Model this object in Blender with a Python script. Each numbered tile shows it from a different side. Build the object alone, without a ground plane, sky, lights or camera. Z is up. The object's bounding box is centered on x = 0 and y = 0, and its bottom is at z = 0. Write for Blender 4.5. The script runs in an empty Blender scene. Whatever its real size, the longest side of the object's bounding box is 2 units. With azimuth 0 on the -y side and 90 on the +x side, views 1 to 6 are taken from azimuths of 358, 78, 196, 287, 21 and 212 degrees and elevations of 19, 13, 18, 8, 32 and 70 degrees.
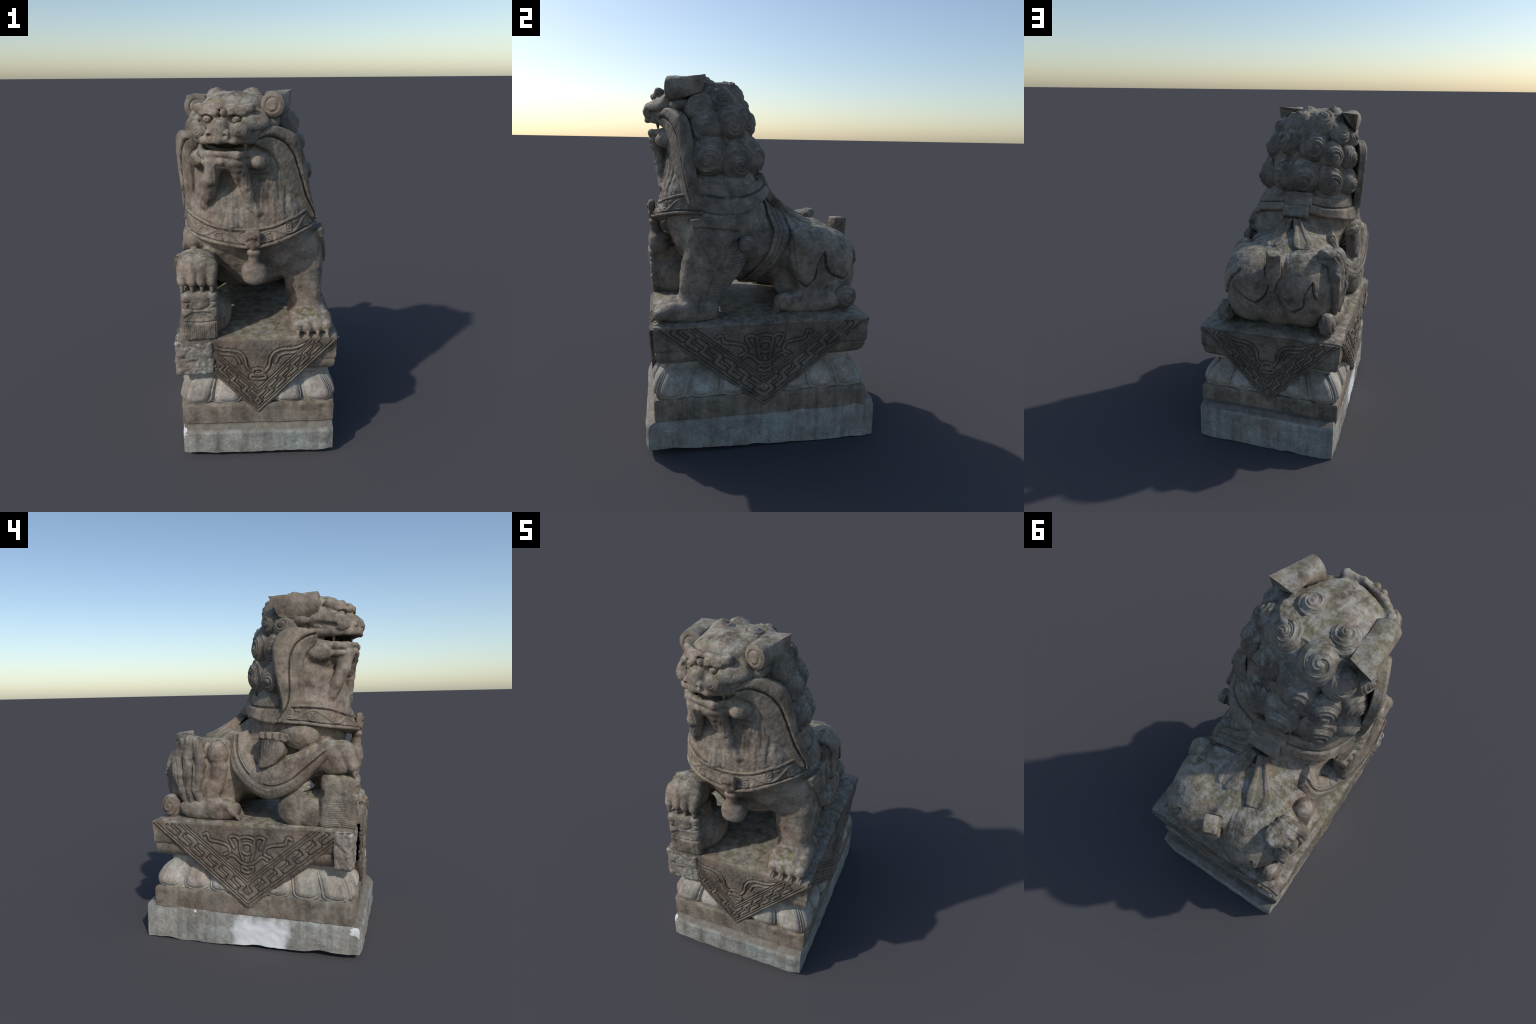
"""Weathered stone guardian lion on a carved pedestal, built from implicit sculpting
(smooth unions of simple solids, meshed here with surface nets) and lofted sheets."""
import bpy
import math
import numpy as np

TAU = math.tau
V = lambda *a: np.array(a, float)

# ------------------------------------------------------------------ noise
_rng = np.random.default_rng(7)
_PERM = _rng.permutation(4096).astype(np.int64)
_VAL = _rng.random(4096) * 2 - 1


def noise3(p, scale, seed=0):
    q = np.asarray(p, float) * scale + seed * 17.31
    i = np.floor(q).astype(np.int64)
    f = q - i
    f = f * f * (3 - 2 * f)

    def h(a, b, c):
        return _VAL[(_PERM[(_PERM[(_PERM[(i[:, 0] + a) & 4095] + i[:, 1] + b) & 4095] + i[:, 2] + c) & 4095])]

    x, y, z = f[:, 0], f[:, 1], f[:, 2]
    l = lambda a, b, t: a + (b - a) * t
    return l(l(l(h(0, 0, 0), h(1, 0, 0), x), l(h(0, 1, 0), h(1, 1, 0), x), y),
             l(l(h(0, 0, 1), h(1, 0, 1), x), l(h(0, 1, 1), h(1, 1, 1), x), y), z)


def rough(p, seed=0, amount=1.0):
    """weathering relief in metres"""
    return amount * (0.0042 * noise3(p, 14, seed) + 0.0026 * noise3(p, 38, seed + 1) + 0.0014 * noise3(p, 95, seed + 2))


# ------------------------------------------------------------------ implicit solids
class Solid:
    """signed distance grid with smooth boolean operations and region labels"""

    def __init__(self, lo, hi, h):
        self.lo, self.h = V(*lo), h
        self.n = np.ceil((V(*hi) - self.lo) / h).astype(int) + 1
        self.F = np.full(self.n, 0.2, np.float32)
        self.R = np.full(self.n, 0.2, np.float32)
        self.L = np.zeros(self.n, np.uint8)

    def _window(self, lo, hi, pad):
        a = np.clip(np.floor((lo - pad - self.lo) / self.h).astype(int), 0, self.n - 1)
        b = np.clip(np.ceil((hi + pad - self.lo) / self.h).astype(int) + 1, 1, self.n)
        sl = tuple(slice(i, j) for i, j in zip(a, b))
        ax = [(self.lo[k] + self.h * np.arange(a[k], b[k])).astype(np.float32) for k in range(3)]
        return sl, np.meshgrid(*ax, indexing="ij", sparse=True)

    def put(self, prim, k=0.03, label=None, op="add"):
        lo, hi, fn = prim
        sl, (x, y, z) = self._window(lo, hi, max(k, 0.02) + 2 * self.h)
        if min(s.stop - s.start for s in sl) <= 0:
            return
        d = fn(x, y, z).astype(np.float32)
        f = self.F[sl]
        if op == "add":
            if k > 0:
                t = np.clip(0.5 + 0.5 * (f - d) / k, 0, 1)
                self.F[sl] = f + (d - f) * t - k * t * (1 - t)
            else:
                self.F[sl] = np.minimum(f, d)
            r = self.R[sl]
            closer = d < r
            self.R[sl] = np.where(closer, d, r)
            if label is not None:
                self.L[sl] = np.where(closer, label, self.L[sl])
        else:
            t = np.clip(0.5 - 0.5 * (f + d) / k, 0, 1)
            self.F[sl] = f + (-d - f) * t + k * t * (1 - t)

    def sample(self, p):
        q = (p - self.lo) / self.h
        i = np.clip(np.floor(q).astype(int), 0, self.n - 2)
        f = np.clip(q - i, 0, 1)
        out = 0
        for a in (0, 1):
            for b in (0, 1):
                for c in (0, 1):
                    w = (f[:, 0] if a else 1 - f[:, 0]) * (f[:, 1] if b else 1 - f[:, 1]) * (f[:, 2] if c else 1 - f[:, 2])
                    out = out + w * self.F[i[:, 0] + a, i[:, 1] + b, i[:, 2] + c]
        return out

    def mesh(self):
        """surface nets"""
        F, S = self.F, self.F < 0
        c8 = [S[a:self.n[0] - 1 + a, b:self.n[1] - 1 + b, c:self.n[2] - 1 + c] for a in (0, 1) for b in (0, 1) for c in (0, 1)]
        some, every = c8[0].copy(), c8[0].copy()
        for c in c8[1:]:
            some |= c
            every &= c
        act = np.argwhere(some & ~every)
        vid = np.full(self.n - 1, -1, np.int64)
        vid[tuple(act.T)] = np.arange(len(act))
        acc, cnt = np.zeros((len(act), 3)), np.zeros(len(act))
        for ax in range(3):
            for a in (0, 1):
                for b in (0, 1):
                    o = np.zeros(3, int)
                    o[(ax + 1) % 3], o[(ax + 2) % 3] = a, b
                    e = np.eye(3, dtype=int)[ax]
                    p0, p1 = act + o, act + o + e
                    f0, f1 = F[tuple(p0.T)], F[tuple(p1.T)]
                    m = (f0 < 0) != (f1 < 0)
                    t = np.where(m, f0 / np.where(m, f0 - f1, 1), 0)
                    acc[m] += (p0 + t[:, None] * e)[m]
                    cnt[m] += 1
        verts = acc / cnt[:, None] * self.h + self.lo
        labels = self.L[tuple(np.rint((verts - self.lo) / self.h).astype(int).T)]
        quads = []
        for ax in range(3):
            u, v = (ax + 1) % 3, (ax + 2) % 3
            lo_, hi_ = [slice(1, -1)] * 3, [slice(1, -1)] * 3
            lo_[ax], hi_[ax] = slice(0, -1), slice(1, None)
            cross = np.argwhere(S[tuple(lo_)] != S[tuple(hi_)])
            cross[:, u] += 1
            cross[:, v] += 1
            inside = S[tuple(cross.T)]
            eu, ev = np.eye(3, dtype=int)[u], np.eye(3, dtype=int)[v]
            q = np.stack([vid[tuple((cross - d).T)] for d in (eu + ev, ev, 0 * eu, eu)], 1)
            q[~inside] = q[~inside][:, ::-1]
            quads.append(q)
        return verts, np.concatenate(quads), labels


def rot(rx=0, ry=0, rz=0):
    a, b, c = (math.radians(t) for t in (rx, ry, rz))
    X = V([1, 0, 0], [0, math.cos(a), -math.sin(a)], [0, math.sin(a), math.cos(a)])
    Y = V([math.cos(b), 0, math.sin(b)], [0, 1, 0], [-math.sin(b), 0, math.cos(b)])
    Z = V([math.cos(c), -math.sin(c), 0], [math.sin(c), math.cos(c), 0], [0, 0, 1])
    return Z @ Y @ X


def ellipsoid(c, r, M=None, n=2.0):
    c, r = V(*c), V(*r)
    M = np.eye(3) if M is None else M
    ext = np.abs(M) @ r if n < 2.5 else np.abs(M) @ r * 1.0 + 0.0
    s = float(min(r))

    def fn(x, y, z):
        x, y, z = x - c[0], y - c[1], z - c[2]
        q = [(M[0, i] * x + M[1, i] * y + M[2, i] * z) / r[i] for i in range(3)]
        if n == 2.0:
            k0 = np.sqrt(q[0] ** 2 + q[1] ** 2 + q[2] ** 2)
            k1 = np.sqrt((q[0] / r[0]) ** 2 + (q[1] / r[1]) ** 2 + (q[2] / r[2]) ** 2) + 1e-6
            return k0 * (k0 - 1) / k1
        g = (np.abs(q[0]) ** n + np.abs(q[1]) ** n + np.abs(q[2]) ** n) ** (1 / n)
        return (g - 1) * s
    return c - ext, c + ext, fn


def capsule(a, b, ra, rb=None):
    a, b = V(*a), V(*b)
    rb = ra if rb is None else rb
    ab, R = b - a, max(ra, rb)
    L2 = float(ab @ ab) + 1e-9

    def fn(x, y, z):
        x, y, z = x - a[0], y - a[1], z - a[2]
        t = np.clip((x * ab[0] + y * ab[1] + z * ab[2]) / L2, 0, 1)
        return np.sqrt((x - t * ab[0]) ** 2 + (y - t * ab[1]) ** 2 + (z - t * ab[2]) ** 2) - (ra + (rb - ra) * t)
    return np.minimum(a, b) - R, np.maximum(a, b) + R, fn


def box(c, half, r=0.01, M=None):
    c, half = V(*c), V(*half)
    M = np.eye(3) if M is None else M
    ext = np.abs(M) @ half

    def fn(x, y, z):
        x, y, z = x - c[0], y - c[1], z - c[2]
        q = [np.abs(M[0, i] * x + M[1, i] * y + M[2, i] * z) - half[i] + r for i in range(3)]
        o = np.sqrt(np.maximum(q[0], 0) ** 2 + np.maximum(q[1], 0) ** 2 + np.maximum(q[2], 0) ** 2)
        return o + np.minimum(np.maximum(q[0], np.maximum(q[1], q[2])), 0) - r
    return c - ext, c + ext, fn


def stack(rows, n=2.6):
    """vertical loft of superellipse sections: rows of (z, x0, x1, y0, y1)"""
    A = np.array(rows, float)

    def fn(x, y, z):
        zz = np.clip(z, A[0, 0], A[-1, 0])
        g = [np.interp(zz, A[:, 0], A[:, i]) for i in (1, 2, 3, 4)]
        rx, ry = (g[1] - g[0]) / 2, (g[3] - g[2]) / 2
        k = (np.abs((x - (g[0] + g[1]) / 2) / rx) ** n + np.abs((y - (g[2] + g[3]) / 2) / ry) ** n) ** (1 / n)
        d = (k - 1) * np.minimum(rx, ry)
        e = np.maximum(A[0, 0] - z, z - A[-1, 0])
        return np.maximum(d, e)
    return V(A[:, 1].min(), A[:, 3].min(), A[0, 0]), V(A[:, 2].max(), A[:, 4].max(), A[-1, 0]), fn


def chain(S, pts, radii, k=0.02, label=None):
    for i in range(len(pts) - 1):
        S.put(capsule(pts[i], pts[i + 1], radii[i], radii[i + 1]), k if i == 0 else 0.006, label)


def spline(pts, n):
    """Catmull-Rom through control points, n samples, by arc length"""
    P = np.array(pts, float)
    P = np.vstack([2 * P[0] - P[1], P, 2 * P[-1] - P[-2]])
    out = []
    for i in range(1, len(P) - 2):
        t = np.linspace(0, 1, 24, endpoint=False)[:, None]
        a, b, c, d = P[i - 1], P[i], P[i + 1], P[i + 2]
        out.append(0.5 * (2 * b + (c - a) * t + (2 * a - 5 * b + 4 * c - d) * t ** 2 + (3 * b - a - 3 * c + d) * t ** 3))
    Q = np.vstack(out + [P[-2][None]])
    s = np.r_[0, np.cumsum(np.linalg.norm(np.diff(Q, axis=0), axis=1))]
    u = np.linspace(0, s[-1], n)
    return np.stack([np.interp(u, s, Q[:, k]) for k in range(Q.shape[1])], 1)


def line_distance(x, y, lines):
    """distance in the plane to a set of polylines"""
    best = np.full(x.shape, 9.0)
    for L in lines:
        L = np.asarray(L, float)
        for a, b in zip(L[:-1], L[1:]):
            d = b - a
            t = np.clip(((x - a[0]) * d[0] + (y - a[1]) * d[1]) / (d @ d + 1e-12), 0, 1)
            best = np.minimum(best, (x - a[0] - t * d[0]) ** 2 + (y - a[1] - t * d[1]) ** 2)
    return np.sqrt(best)


def groove(d, width):
    return np.exp(-(d / width) ** 2)


# ------------------------------------------------------------------ mesh output
def vertex_normals(v, q):
    n = np.zeros_like(v)
    fn = np.cross(v[q[:, 2]] - v[q[:, 0]], v[q[:, -1]] - v[q[:, 1]])
    for i in range(q.shape[1]):
        np.add.at(n, q[:, i], fn)
    return n / (np.linalg.norm(n, axis=1, keepdims=True) + 1e-12)


def make_mesh(name, v, q, normals=None):
    me = bpy.data.meshes.new(name)
    v, q = np.ascontiguousarray(v, np.float32), np.ascontiguousarray(q, np.int32)
    me.vertices.add(len(v))
    me.vertices.foreach_set("co", v.ravel())
    me.loops.add(q.size)
    me.loops.foreach_set("vertex_index", q.ravel())
    me.polygons.add(len(q))
    me.polygons.foreach_set("loop_start", np.arange(0, q.size, q.shape[1], dtype=np.int32))
    me.update(calc_edges=True)
    me.validate()
    me.polygons.foreach_set("use_smooth", np.ones(len(me.polygons), bool))
    if normals is not None:
        me.normals_split_custom_set_from_vertices(np.asarray(normals, float).tolist())
    return me


def link(name, mesh, material, parent, kind=None):
    ob = bpy.data.objects.new(name, mesh)
    bpy.context.scene.collection.objects.link(ob)
    if mesh is not None and material is not None and not mesh.materials:
        mesh.materials.append(material)
    ob.parent = parent
    if kind:
        ob["kind"] = kind
    return ob


def shade_grooves(ob, q, shaded):
    """paints baked-in shade into the engraved lines: those faces take the dark material"""
    ob.data.materials.append(GROOVE_SHADE)
    ob.data.polygons.foreach_set("material_index", (shaded[q].mean(1) > 0.45).astype(np.int32))
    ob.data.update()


def sharp_by_angle(ob, degrees=40):
    ob.data.set_sharp_from_angle(angle=math.radians(degrees))


def solid_object(name, S, material, parent, amount=0.6, seed=3, relief=None):
    v, q, _ = S.mesh()
    n = vertex_normals(v, q)
    h = rough(v, seed, amount)
    if relief is not None:
        h = h + relief(v, n)
    return link(name, make_mesh(name, v + n * h[:, None], q), material, parent)


def grid_quads(nu, nv, close_u=False):
    i, j = np.meshgrid(np.arange(nu if close_u else nu - 1), np.arange(nv - 1), indexing="ij")
    i2 = (i + 1) % nu
    return np.stack([i * nv + j, i2 * nv + j, i2 * nv + j + 1, i * nv + j + 1], -1).reshape(-1, 4)


def sheet(name, A, B, outward, thick, material, parent, nu=120, nv=24, height=None, edge=0.012, seed=5, amount=0.6, bulge=0.0, flat=False, shade_mask=None):
    """a carved slab between two edge curves, rounded at the rim, with relief height(s, w, width)"""
    a, b = spline(A, nu), spline(B, nu)
    w = np.linspace(0, 1, nv)
    P = a[:, None] * (1 - w)[None, :, None] + b[:, None] * w[None, :, None]
    N = np.cross(np.gradient(P, axis=0), np.gradient(P, axis=1))
    N /= np.linalg.norm(N, axis=2, keepdims=True) + 1e-12
    if (N * V(*outward)).sum(2).mean() < 0:
        N = -N
    for _ in range(3):
        N[1:-1] = (N[:-2] + 2 * N[1:-1] + N[2:]) / 4
    N /= np.linalg.norm(N, axis=2, keepdims=True) + 1e-12
    if flat:
        N[:] = V(*outward) / np.linalg.norm(V(*outward))
    mid = (a + b) / 2
    s = np.r_[0, np.cumsum(np.linalg.norm(np.diff(mid, axis=0), axis=1))]
    width = np.linalg.norm(b - a, axis=1)
    ss, ww = np.broadcast_to(s[:, None], (nu, nv)), np.broadcast_to(w[None], (nu, nv))
    wid = np.broadcast_to(width[:, None], (nu, nv))
    H = np.zeros((nu, nv)) if height is None else height(ss, ww, wid)
    rim = np.minimum(np.minimum(ww, 1 - ww) * wid, np.minimum(ss, s[-1] - ss))
    H = H - edge * np.clip(1 - rim / edge, 0, 1) ** 2 + bulge * (1 - (2 * ww - 1) ** 2)
    top = P + N * H[..., None]
    bot = P - N * thick
    flat = top.reshape(-1, 3)
    top = (flat + N.reshape(-1, 3) * rough(flat, seed, amount)[:, None]).reshape(nu, nv, 3)
    v = np.vstack([top.reshape(-1, 3), bot.reshape(-1, 3)])
    q = grid_quads(nu, nv)
    m = nu * nv
    ring = np.r_[np.arange(nv), np.arange(1, nu) * nv + nv - 1, (nu - 1) * nv + np.arange(nv - 2, -1, -1), np.arange(nu - 2, 0, -1) * nv]
    nxt = np.roll(ring, -1)
    side = np.stack([ring, nxt, nxt + m, ring + m], 1)
    q = np.vstack([q, q[:, ::-1] + m, side[:, ::-1]])
    f = q[len(q) // 4]
    fn = np.cross(v[q[0, 2]] - v[q[0, 0]], v[q[0, 3]] - v[q[0, 1]])
    mid_face = q[(nu // 2) * (nv - 1) + nv // 2]
    fn = np.cross(v[mid_face[2]] - v[mid_face[0]], v[mid_face[3]] - v[mid_face[1]])
    if fn @ N[nu // 2, nv // 2] < 0:
        q = q[:, ::-1]
    ob = link(name, make_mesh(name, v, q), material, parent)
    if shade_mask is not None:  # grooves marked by the mask get shade painted into their colour
        shade_grooves(ob, q, np.r_[shade_mask(ss, ww, wid).ravel(), np.zeros(m, bool)])
    sharp_by_angle(ob, 55)
    return ob


# ------------------------------------------------------------------ materials
def stone(name, dark, light, moss=0.5, pale=0.3, grain=1.0, white=None, streak=0, rim=None, chips=()):
    """carved stone: broad mottling, fine speckle, moss on upward faces, pale spots strongest there"""
    mat = bpy.data.materials.new(name)
    mat.use_nodes = True
    nt = mat.node_tree
    nodes, links = nt.nodes, nt.links
    bsdf = nodes["Principled BSDF"]
    geo = nodes.new("ShaderNodeNewGeometry")
    pos = geo.outputs["Position"]

    def noise(scale, detail=4, rough_=0.6):
        t = nodes.new("ShaderNodeTexNoise")
        t.inputs["Scale"].default_value = scale
        t.inputs["Detail"].default_value = detail
        t.inputs["Roughness"].default_value = rough_
        links.new(pos, t.inputs["Vector"])
        return t.outputs["Fac"]

    def ramp(fac, stops):
        r = nodes.new("ShaderNodeValToRGB")
        e = r.color_ramp.elements
        while len(e) < len(stops):
            e.new(0.5)
        for k, (p, c) in zip(e, stops):
            k.position, k.color = p, (*c, 1) if len(c) == 3 else c
        links.new(fac, r.inputs[0])
        return r.outputs[0]

    def math_(op, a, b):
        m = nodes.new("ShaderNodeMath")
        m.operation = op
        for i, x in enumerate((a, b)):
            if isinstance(x, (int, float)):
                m.inputs[i].default_value = x
            else:
                links.new(x, m.inputs[i])
        return m.outputs[0]

    def mix(fac, a, b, mode="MIX"):
        m = nodes.new("ShaderNodeMix")
        m.data_type, m.blend_type = "RGBA", mode
        for sock, x in ((m.inputs["Factor"], fac), (m.inputs["A"], a), (m.inputs["B"], b)):
            if isinstance(x, (int, float)):
                sock.default_value = x
            elif isinstance(x, tuple):
                sock.default_value = (*x, 1)
            else:
                links.new(x, sock)
        return m.outputs["Result"]

    g = lambda x: (x, x, x)
    col = ramp(noise(8, 8, 0.68), [(0.34, dark), (0.50, tuple(a * 0.5 + b * 0.5 for a, b in zip(dark, light))), (0.64, light)])
    tint = ramp(noise(4.2, 3), [(0.35, (1.06, 0.97, 0.93)), (0.65, (0.95, 1.02, 1.03))])
    col = mix(1.0, col, tint, "MULTIPLY")
    speck = ramp(noise(60, 5, 0.7), [(0.3, g(0.72)), (0.5, g(1.0)), (0.72, g(1.28))])
    col = mix(grain, col, mix(1.0, col, speck, "MULTIPLY"))
    if streak:
        # rain streaks: noise drawn out along the vertical
        mp = nodes.new("ShaderNodeMapping")
        mp.inputs["Scale"].default_value = (30, 30, 2.2)
        links.new(pos, mp.inputs["Vector"])
        t = nodes.new("ShaderNodeTexNoise")
        t.inputs["Scale"].default_value, t.inputs["Detail"].default_value = 1.0, 4
        links.new(mp.outputs[0], t.inputs["Vector"])
        col = mix(0.8, col, mix(1.0, col, ramp(t.outputs["Fac"], [(0.33, g(0.68)), (0.5, g(1.0)), (0.66, g(1.15))]), "MULTIPLY"))
    sep = nodes.new("ShaderNodeSeparateXYZ")
    links.new(geo.outputs["Normal"], sep.inputs[0])
    up = ramp(sep.outputs["Z"], [(0.45, g(0)), (0.85, g(1))])
    if moss > 0:
        patch = ramp(noise(9, 5, 0.65), [(0.44, g(0)), (0.56, g(1))])
        m = math_("MULTIPLY", math_("MULTIPLY", up, patch), moss)
        green = ramp(noise(40, 4), [(0.35, (0.095, 0.088, 0.036)), (0.65, (0.255, 0.235, 0.120))])
        col = mix(m, col, green)
    if pale > 0:
        spots = ramp(noise(22, 6, 0.72), [(0.44, g(0)), (0.62, g(1))])
        fac = math_("MULTIPLY", math_("MULTIPLY", math_("ADD", math_("MULTIPLY", up, 0.78), 0.22), spots), pale)
        col = mix(fac, col, (0.42, 0.40, 0.36))
    pits = ramp(noise(120, 3, 0.6), [(0.26, g(0.45)), (0.36, g(1.0))])
    col = mix(0.6, col, mix(1.0, col, pits, "MULTIPLY"))
    if white:
        # a whitewashed patch: box in world y,z with a brushed ragged border
        y0, y1, z0, z1, xmax = white
        sp = nodes.new("ShaderNodeSeparateXYZ")
        warp = nodes.new("ShaderNodeVectorMath")
        warp.operation = "MULTIPLY_ADD"
        nz = nodes.new("ShaderNodeTexNoise")
        nz.inputs["Scale"].default_value = 18
        nz.inputs["Detail"].default_value = 5
        links.new(pos, nz.inputs["Vector"])
        links.new(nz.outputs["Color"], warp.inputs[0])
        warp.inputs[1].default_value = (0, 0.12, 0.10)
        links.new(pos, warp.inputs[2])
        links.new(warp.outputs[0], sp.inputs[0])
        f = 1.0
        for sock, lo, hi in ((sp.outputs["Y"], y0 + 0.06, y1 + 0.06), (sp.outputs["Z"], z0 + 0.05, z1 + 0.05)):
            a = ramp(math_("MULTIPLY", math_("SUBTRACT", sock, lo), 20.0), [(0.0, g(0)), (1.0, g(1))])
            b = ramp(math_("MULTIPLY", math_("SUBTRACT", hi, sock), 20.0), [(0.0, g(0)), (1.0, g(1))])
            f = math_("MULTIPLY", math_("MULTIPLY", a, b), f)
        f = math_("MULTIPLY", f, math_("LESS_THAN", sp.outputs["X"], xmax))
        col = mix(math_("MULTIPLY", f, 0.9), col, (0.72, 0.73, 0.74))
    if rim:
        # brown soil settled on the ledge
        col = mix(math_("MULTIPLY", up, ramp(noise(30, 5, 0.7), [(0.3, g(0.35)), (0.6, g(0.95))])), col, rim)
    for x, y, z, r in chips:
        vm = nodes.new("ShaderNodeVectorMath")
        vm.operation = "DISTANCE"
        links.new(pos, vm.inputs[0])
        vm.inputs[1].default_value = (x, y, z)
        d = math_("ADD", vm.outputs["Value"], math_("MULTIPLY", math_("SUBTRACT", noise(35, 4), 0.5), r * 1.6))
        col = mix(math_("LESS_THAN", d, r * 0.8), col, (0.66, 0.66, 0.66))
    links.new(col, bsdf.inputs["Base Color"])
    bsdf.inputs["Roughness"].default_value = 0.68
    bsdf.inputs["Specular IOR Level"].default_value = 0.35
    bump = nodes.new("ShaderNodeBump")
    bump.inputs["Strength"].default_value = 0.55
    bump.inputs["Distance"].default_value = 0.004
    hgt = math_("ADD", math_("MULTIPLY", noise(70, 5, 0.7), 1.0), math_("MULTIPLY", noise(220, 3, 0.7), 0.4))
    links.new(hgt, bump.inputs["Height"])
    links.new(bump.outputs[0], bsdf.inputs["Normal"])
    return mat


BODY = stone("lion_stone", (0.074, 0.058, 0.043), (0.295, 0.242, 0.19), moss=0.6, pale=0.65)
HAIR = stone("mane_stone", (0.060, 0.049, 0.039), (0.225, 0.187, 0.152), moss=0.5, pale=0.65)
CLOTH = stone("cloth_stone", (0.085, 0.067, 0.050), (0.275, 0.222, 0.172), moss=0.3, pale=0.35)
PANEL = stone("panel_stone", (0.072, 0.057, 0.044), (0.205, 0.165, 0.13), moss=0.3, pale=0.12)
GROOVE_SHADE = stone("groove_shade_stone", (0.050, 0.041, 0.032), (0.105, 0.086, 0.067), moss=0.2, pale=0.1)  # darker stone that paints shade into the carved grooves
PETAL = stone("petal_stone", (0.20, 0.173, 0.143), (0.43, 0.385, 0.335), moss=0.3, pale=0.5)
BLOCK = stone("rough_block_stone", (0.13, 0.113, 0.097), (0.32, 0.29, 0.25), moss=0.2, pale=0.4)
BASE = stone("base_slab_stone", (0.18, 0.174, 0.156), (0.345, 0.338, 0.308), moss=0.4, pale=0.5, white=(-0.26, 0.10, -0.05, 0.20, -0.40), streak=1, rim=(0.135, 0.112, 0.085), chips=((-0.43, -0.62, 0.165, 0.045), (-0.435, 0.31, 0.19, 0.022)))
BAND = stone("pedestal_stone", (0.096, 0.077, 0.059), (0.255, 0.21, 0.163), moss=0.55, pale=0.5, streak=1)

# ------------------------------------------------------------------ hierarchy
root = bpy.data.objects.new("guardian_lion_statue", None)
bpy.context.scene.collection.objects.link(root)
root["label"] = "weathered carved stone guardian lion seated on square lotus pedestal"
root["category"] = "stone statue"
pedestal = link("pedestal", None, None, root)

# ------------------------------------------------------------------ the lion's body, one smooth surface
TORSO, HEAD, NECK, FORE_R, FORE_L, HIND_R, HIND_L, BEARD, JAW, TAIL = range(10)
YAW = math.radians(18)
HF, HR = V(-math.sin(YAW), -math.cos(YAW), 0), V(math.cos(YAW), -math.sin(YAW), 0)
H0 = V(-0.067, -0.247, 0)
HM = np.stack([HF, HR, V(0, 0, 1)], 1)          # head axes: forward, left side, up


def hp(f, l, z):
    return H0 + f * HF + l * HR + V(0, 0, z)


body = Solid((-0.47, -0.66, 0.70), (0.45, 0.62, 2.01), 0.005)

# chest, neck and skull under the curls
body.put(stack([(0.96, -0.14, 0.14, -0.36, -0.08), (1.01, -0.22, 0.22, -0.42, 0.0), (1.10, -0.28, 0.27, -0.475, 0.03),
                (1.20, -0.325, 0.31, -0.51, 0.05), (1.30, -0.345, 0.315, -0.535, 0.04), (1.40, -0.345, 0.29, -0.53, 0.01),
                (1.50, -0.318, 0.231, -0.510, -0.022), (1.60, -0.316, 0.238, -0.500, -0.014), (1.72, -0.306, 0.212, -0.47, -0.044),
                (1.82, -0.290, 0.182, -0.43, -0.082), (1.90, -0.268, 0.142, -0.40, -0.117), (1.955, -0.23, 0.10, -0.36, -0.155)], 2.55), 0.03, NECK)
# trunk, back and rump
body.put(ellipsoid((-0.03, 0.08, 1.03), (0.23, 0.31, 0.195), n=2.3), 0.05, TORSO)
body.put(ellipsoid((0.01, -0.11, 1.01), (0.215, 0.21, 0.135), n=2.4), 0.04, TORSO)
body.put(ellipsoid((-0.11, -0.03, 0.97), (0.19, 0.20, 0.115), n=2.4), 0.04, TORSO)
body.put(capsule((-0.01, -0.30, 1.12), (-0.01, 0.08, 0.99), 0.16, 0.13), 0.05, TORSO)
body.put(ellipsoid((-0.02, 0.06, 1.10), (0.275, 0.26, 0.135), rot(-8, 0, 0), 2.6), 0.05, TORSO)
body.put(capsule((-0.02, -0.02, 1.20), (-0.02, 0.16, 1.11), 0.14, 0.11), 0.06, TORSO)
for sx in (-1, 1):
    body.put(ellipsoid((-0.01 + sx * 0.16, 0.315, 0.95), (0.172, 0.245, 0.225), n=2.35), 0.03, TORSO)
body.put(ellipsoid((-0.01, 0.27, 0.98), (0.23, 0.235, 0.195), n=2.4), 0.03, TORSO)
body.put(capsule((-0.035, 0.16, 1.168), (-0.005, 0.47, 1.115), 0.035, 0.035), 0.03, TORSO)

# right foreleg, straight
body.put(stack([(0.75, 0.205, 0.38, -0.43, -0.265), (0.86, 0.185, 0.37, -0.455, -0.28), (0.95, 0.17, 0.375, -0.45, -0.235),
                (1.05, 0.15, 0.383, -0.43, -0.18), (1.16, 0.16, 0.375, -0.415, -0.13), (1.28, 0.18, 0.34, -0.38, -0.14)], 2.8), 0.04, FORE_R)
body.put(ellipsoid((0.298, -0.41, 0.78), (0.105, 0.165, 0.06), n=2.8), 0.03, FORE_R)
# left foreleg, raised over the cub
body.put(ellipsoid((-0.325, -0.30, 1.215), (0.07, 0.105, 0.07)), 0.02, FORE_L)
body.put(capsule((-0.325, -0.47, 1.105), (-0.335, -0.18, 1.01), 0.08, 0.075), 0.03, FORE_L)
body.put(ellipsoid((-0.305, -0.50, 1.10), (0.105, 0.095, 0.092), n=3.0), 0.03, FORE_L)
body.put(ellipsoid((-0.325, -0.14, 0.985), (0.075, 0.14, 0.085)), 0.03, FORE_L)
# hollow of the flank ahead of the haunch
body.put(capsule((0.31, 0.125, 1.10), (0.265, 0.115, 0.85), 0.05, 0.075), 0.03, op="cut")
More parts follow.
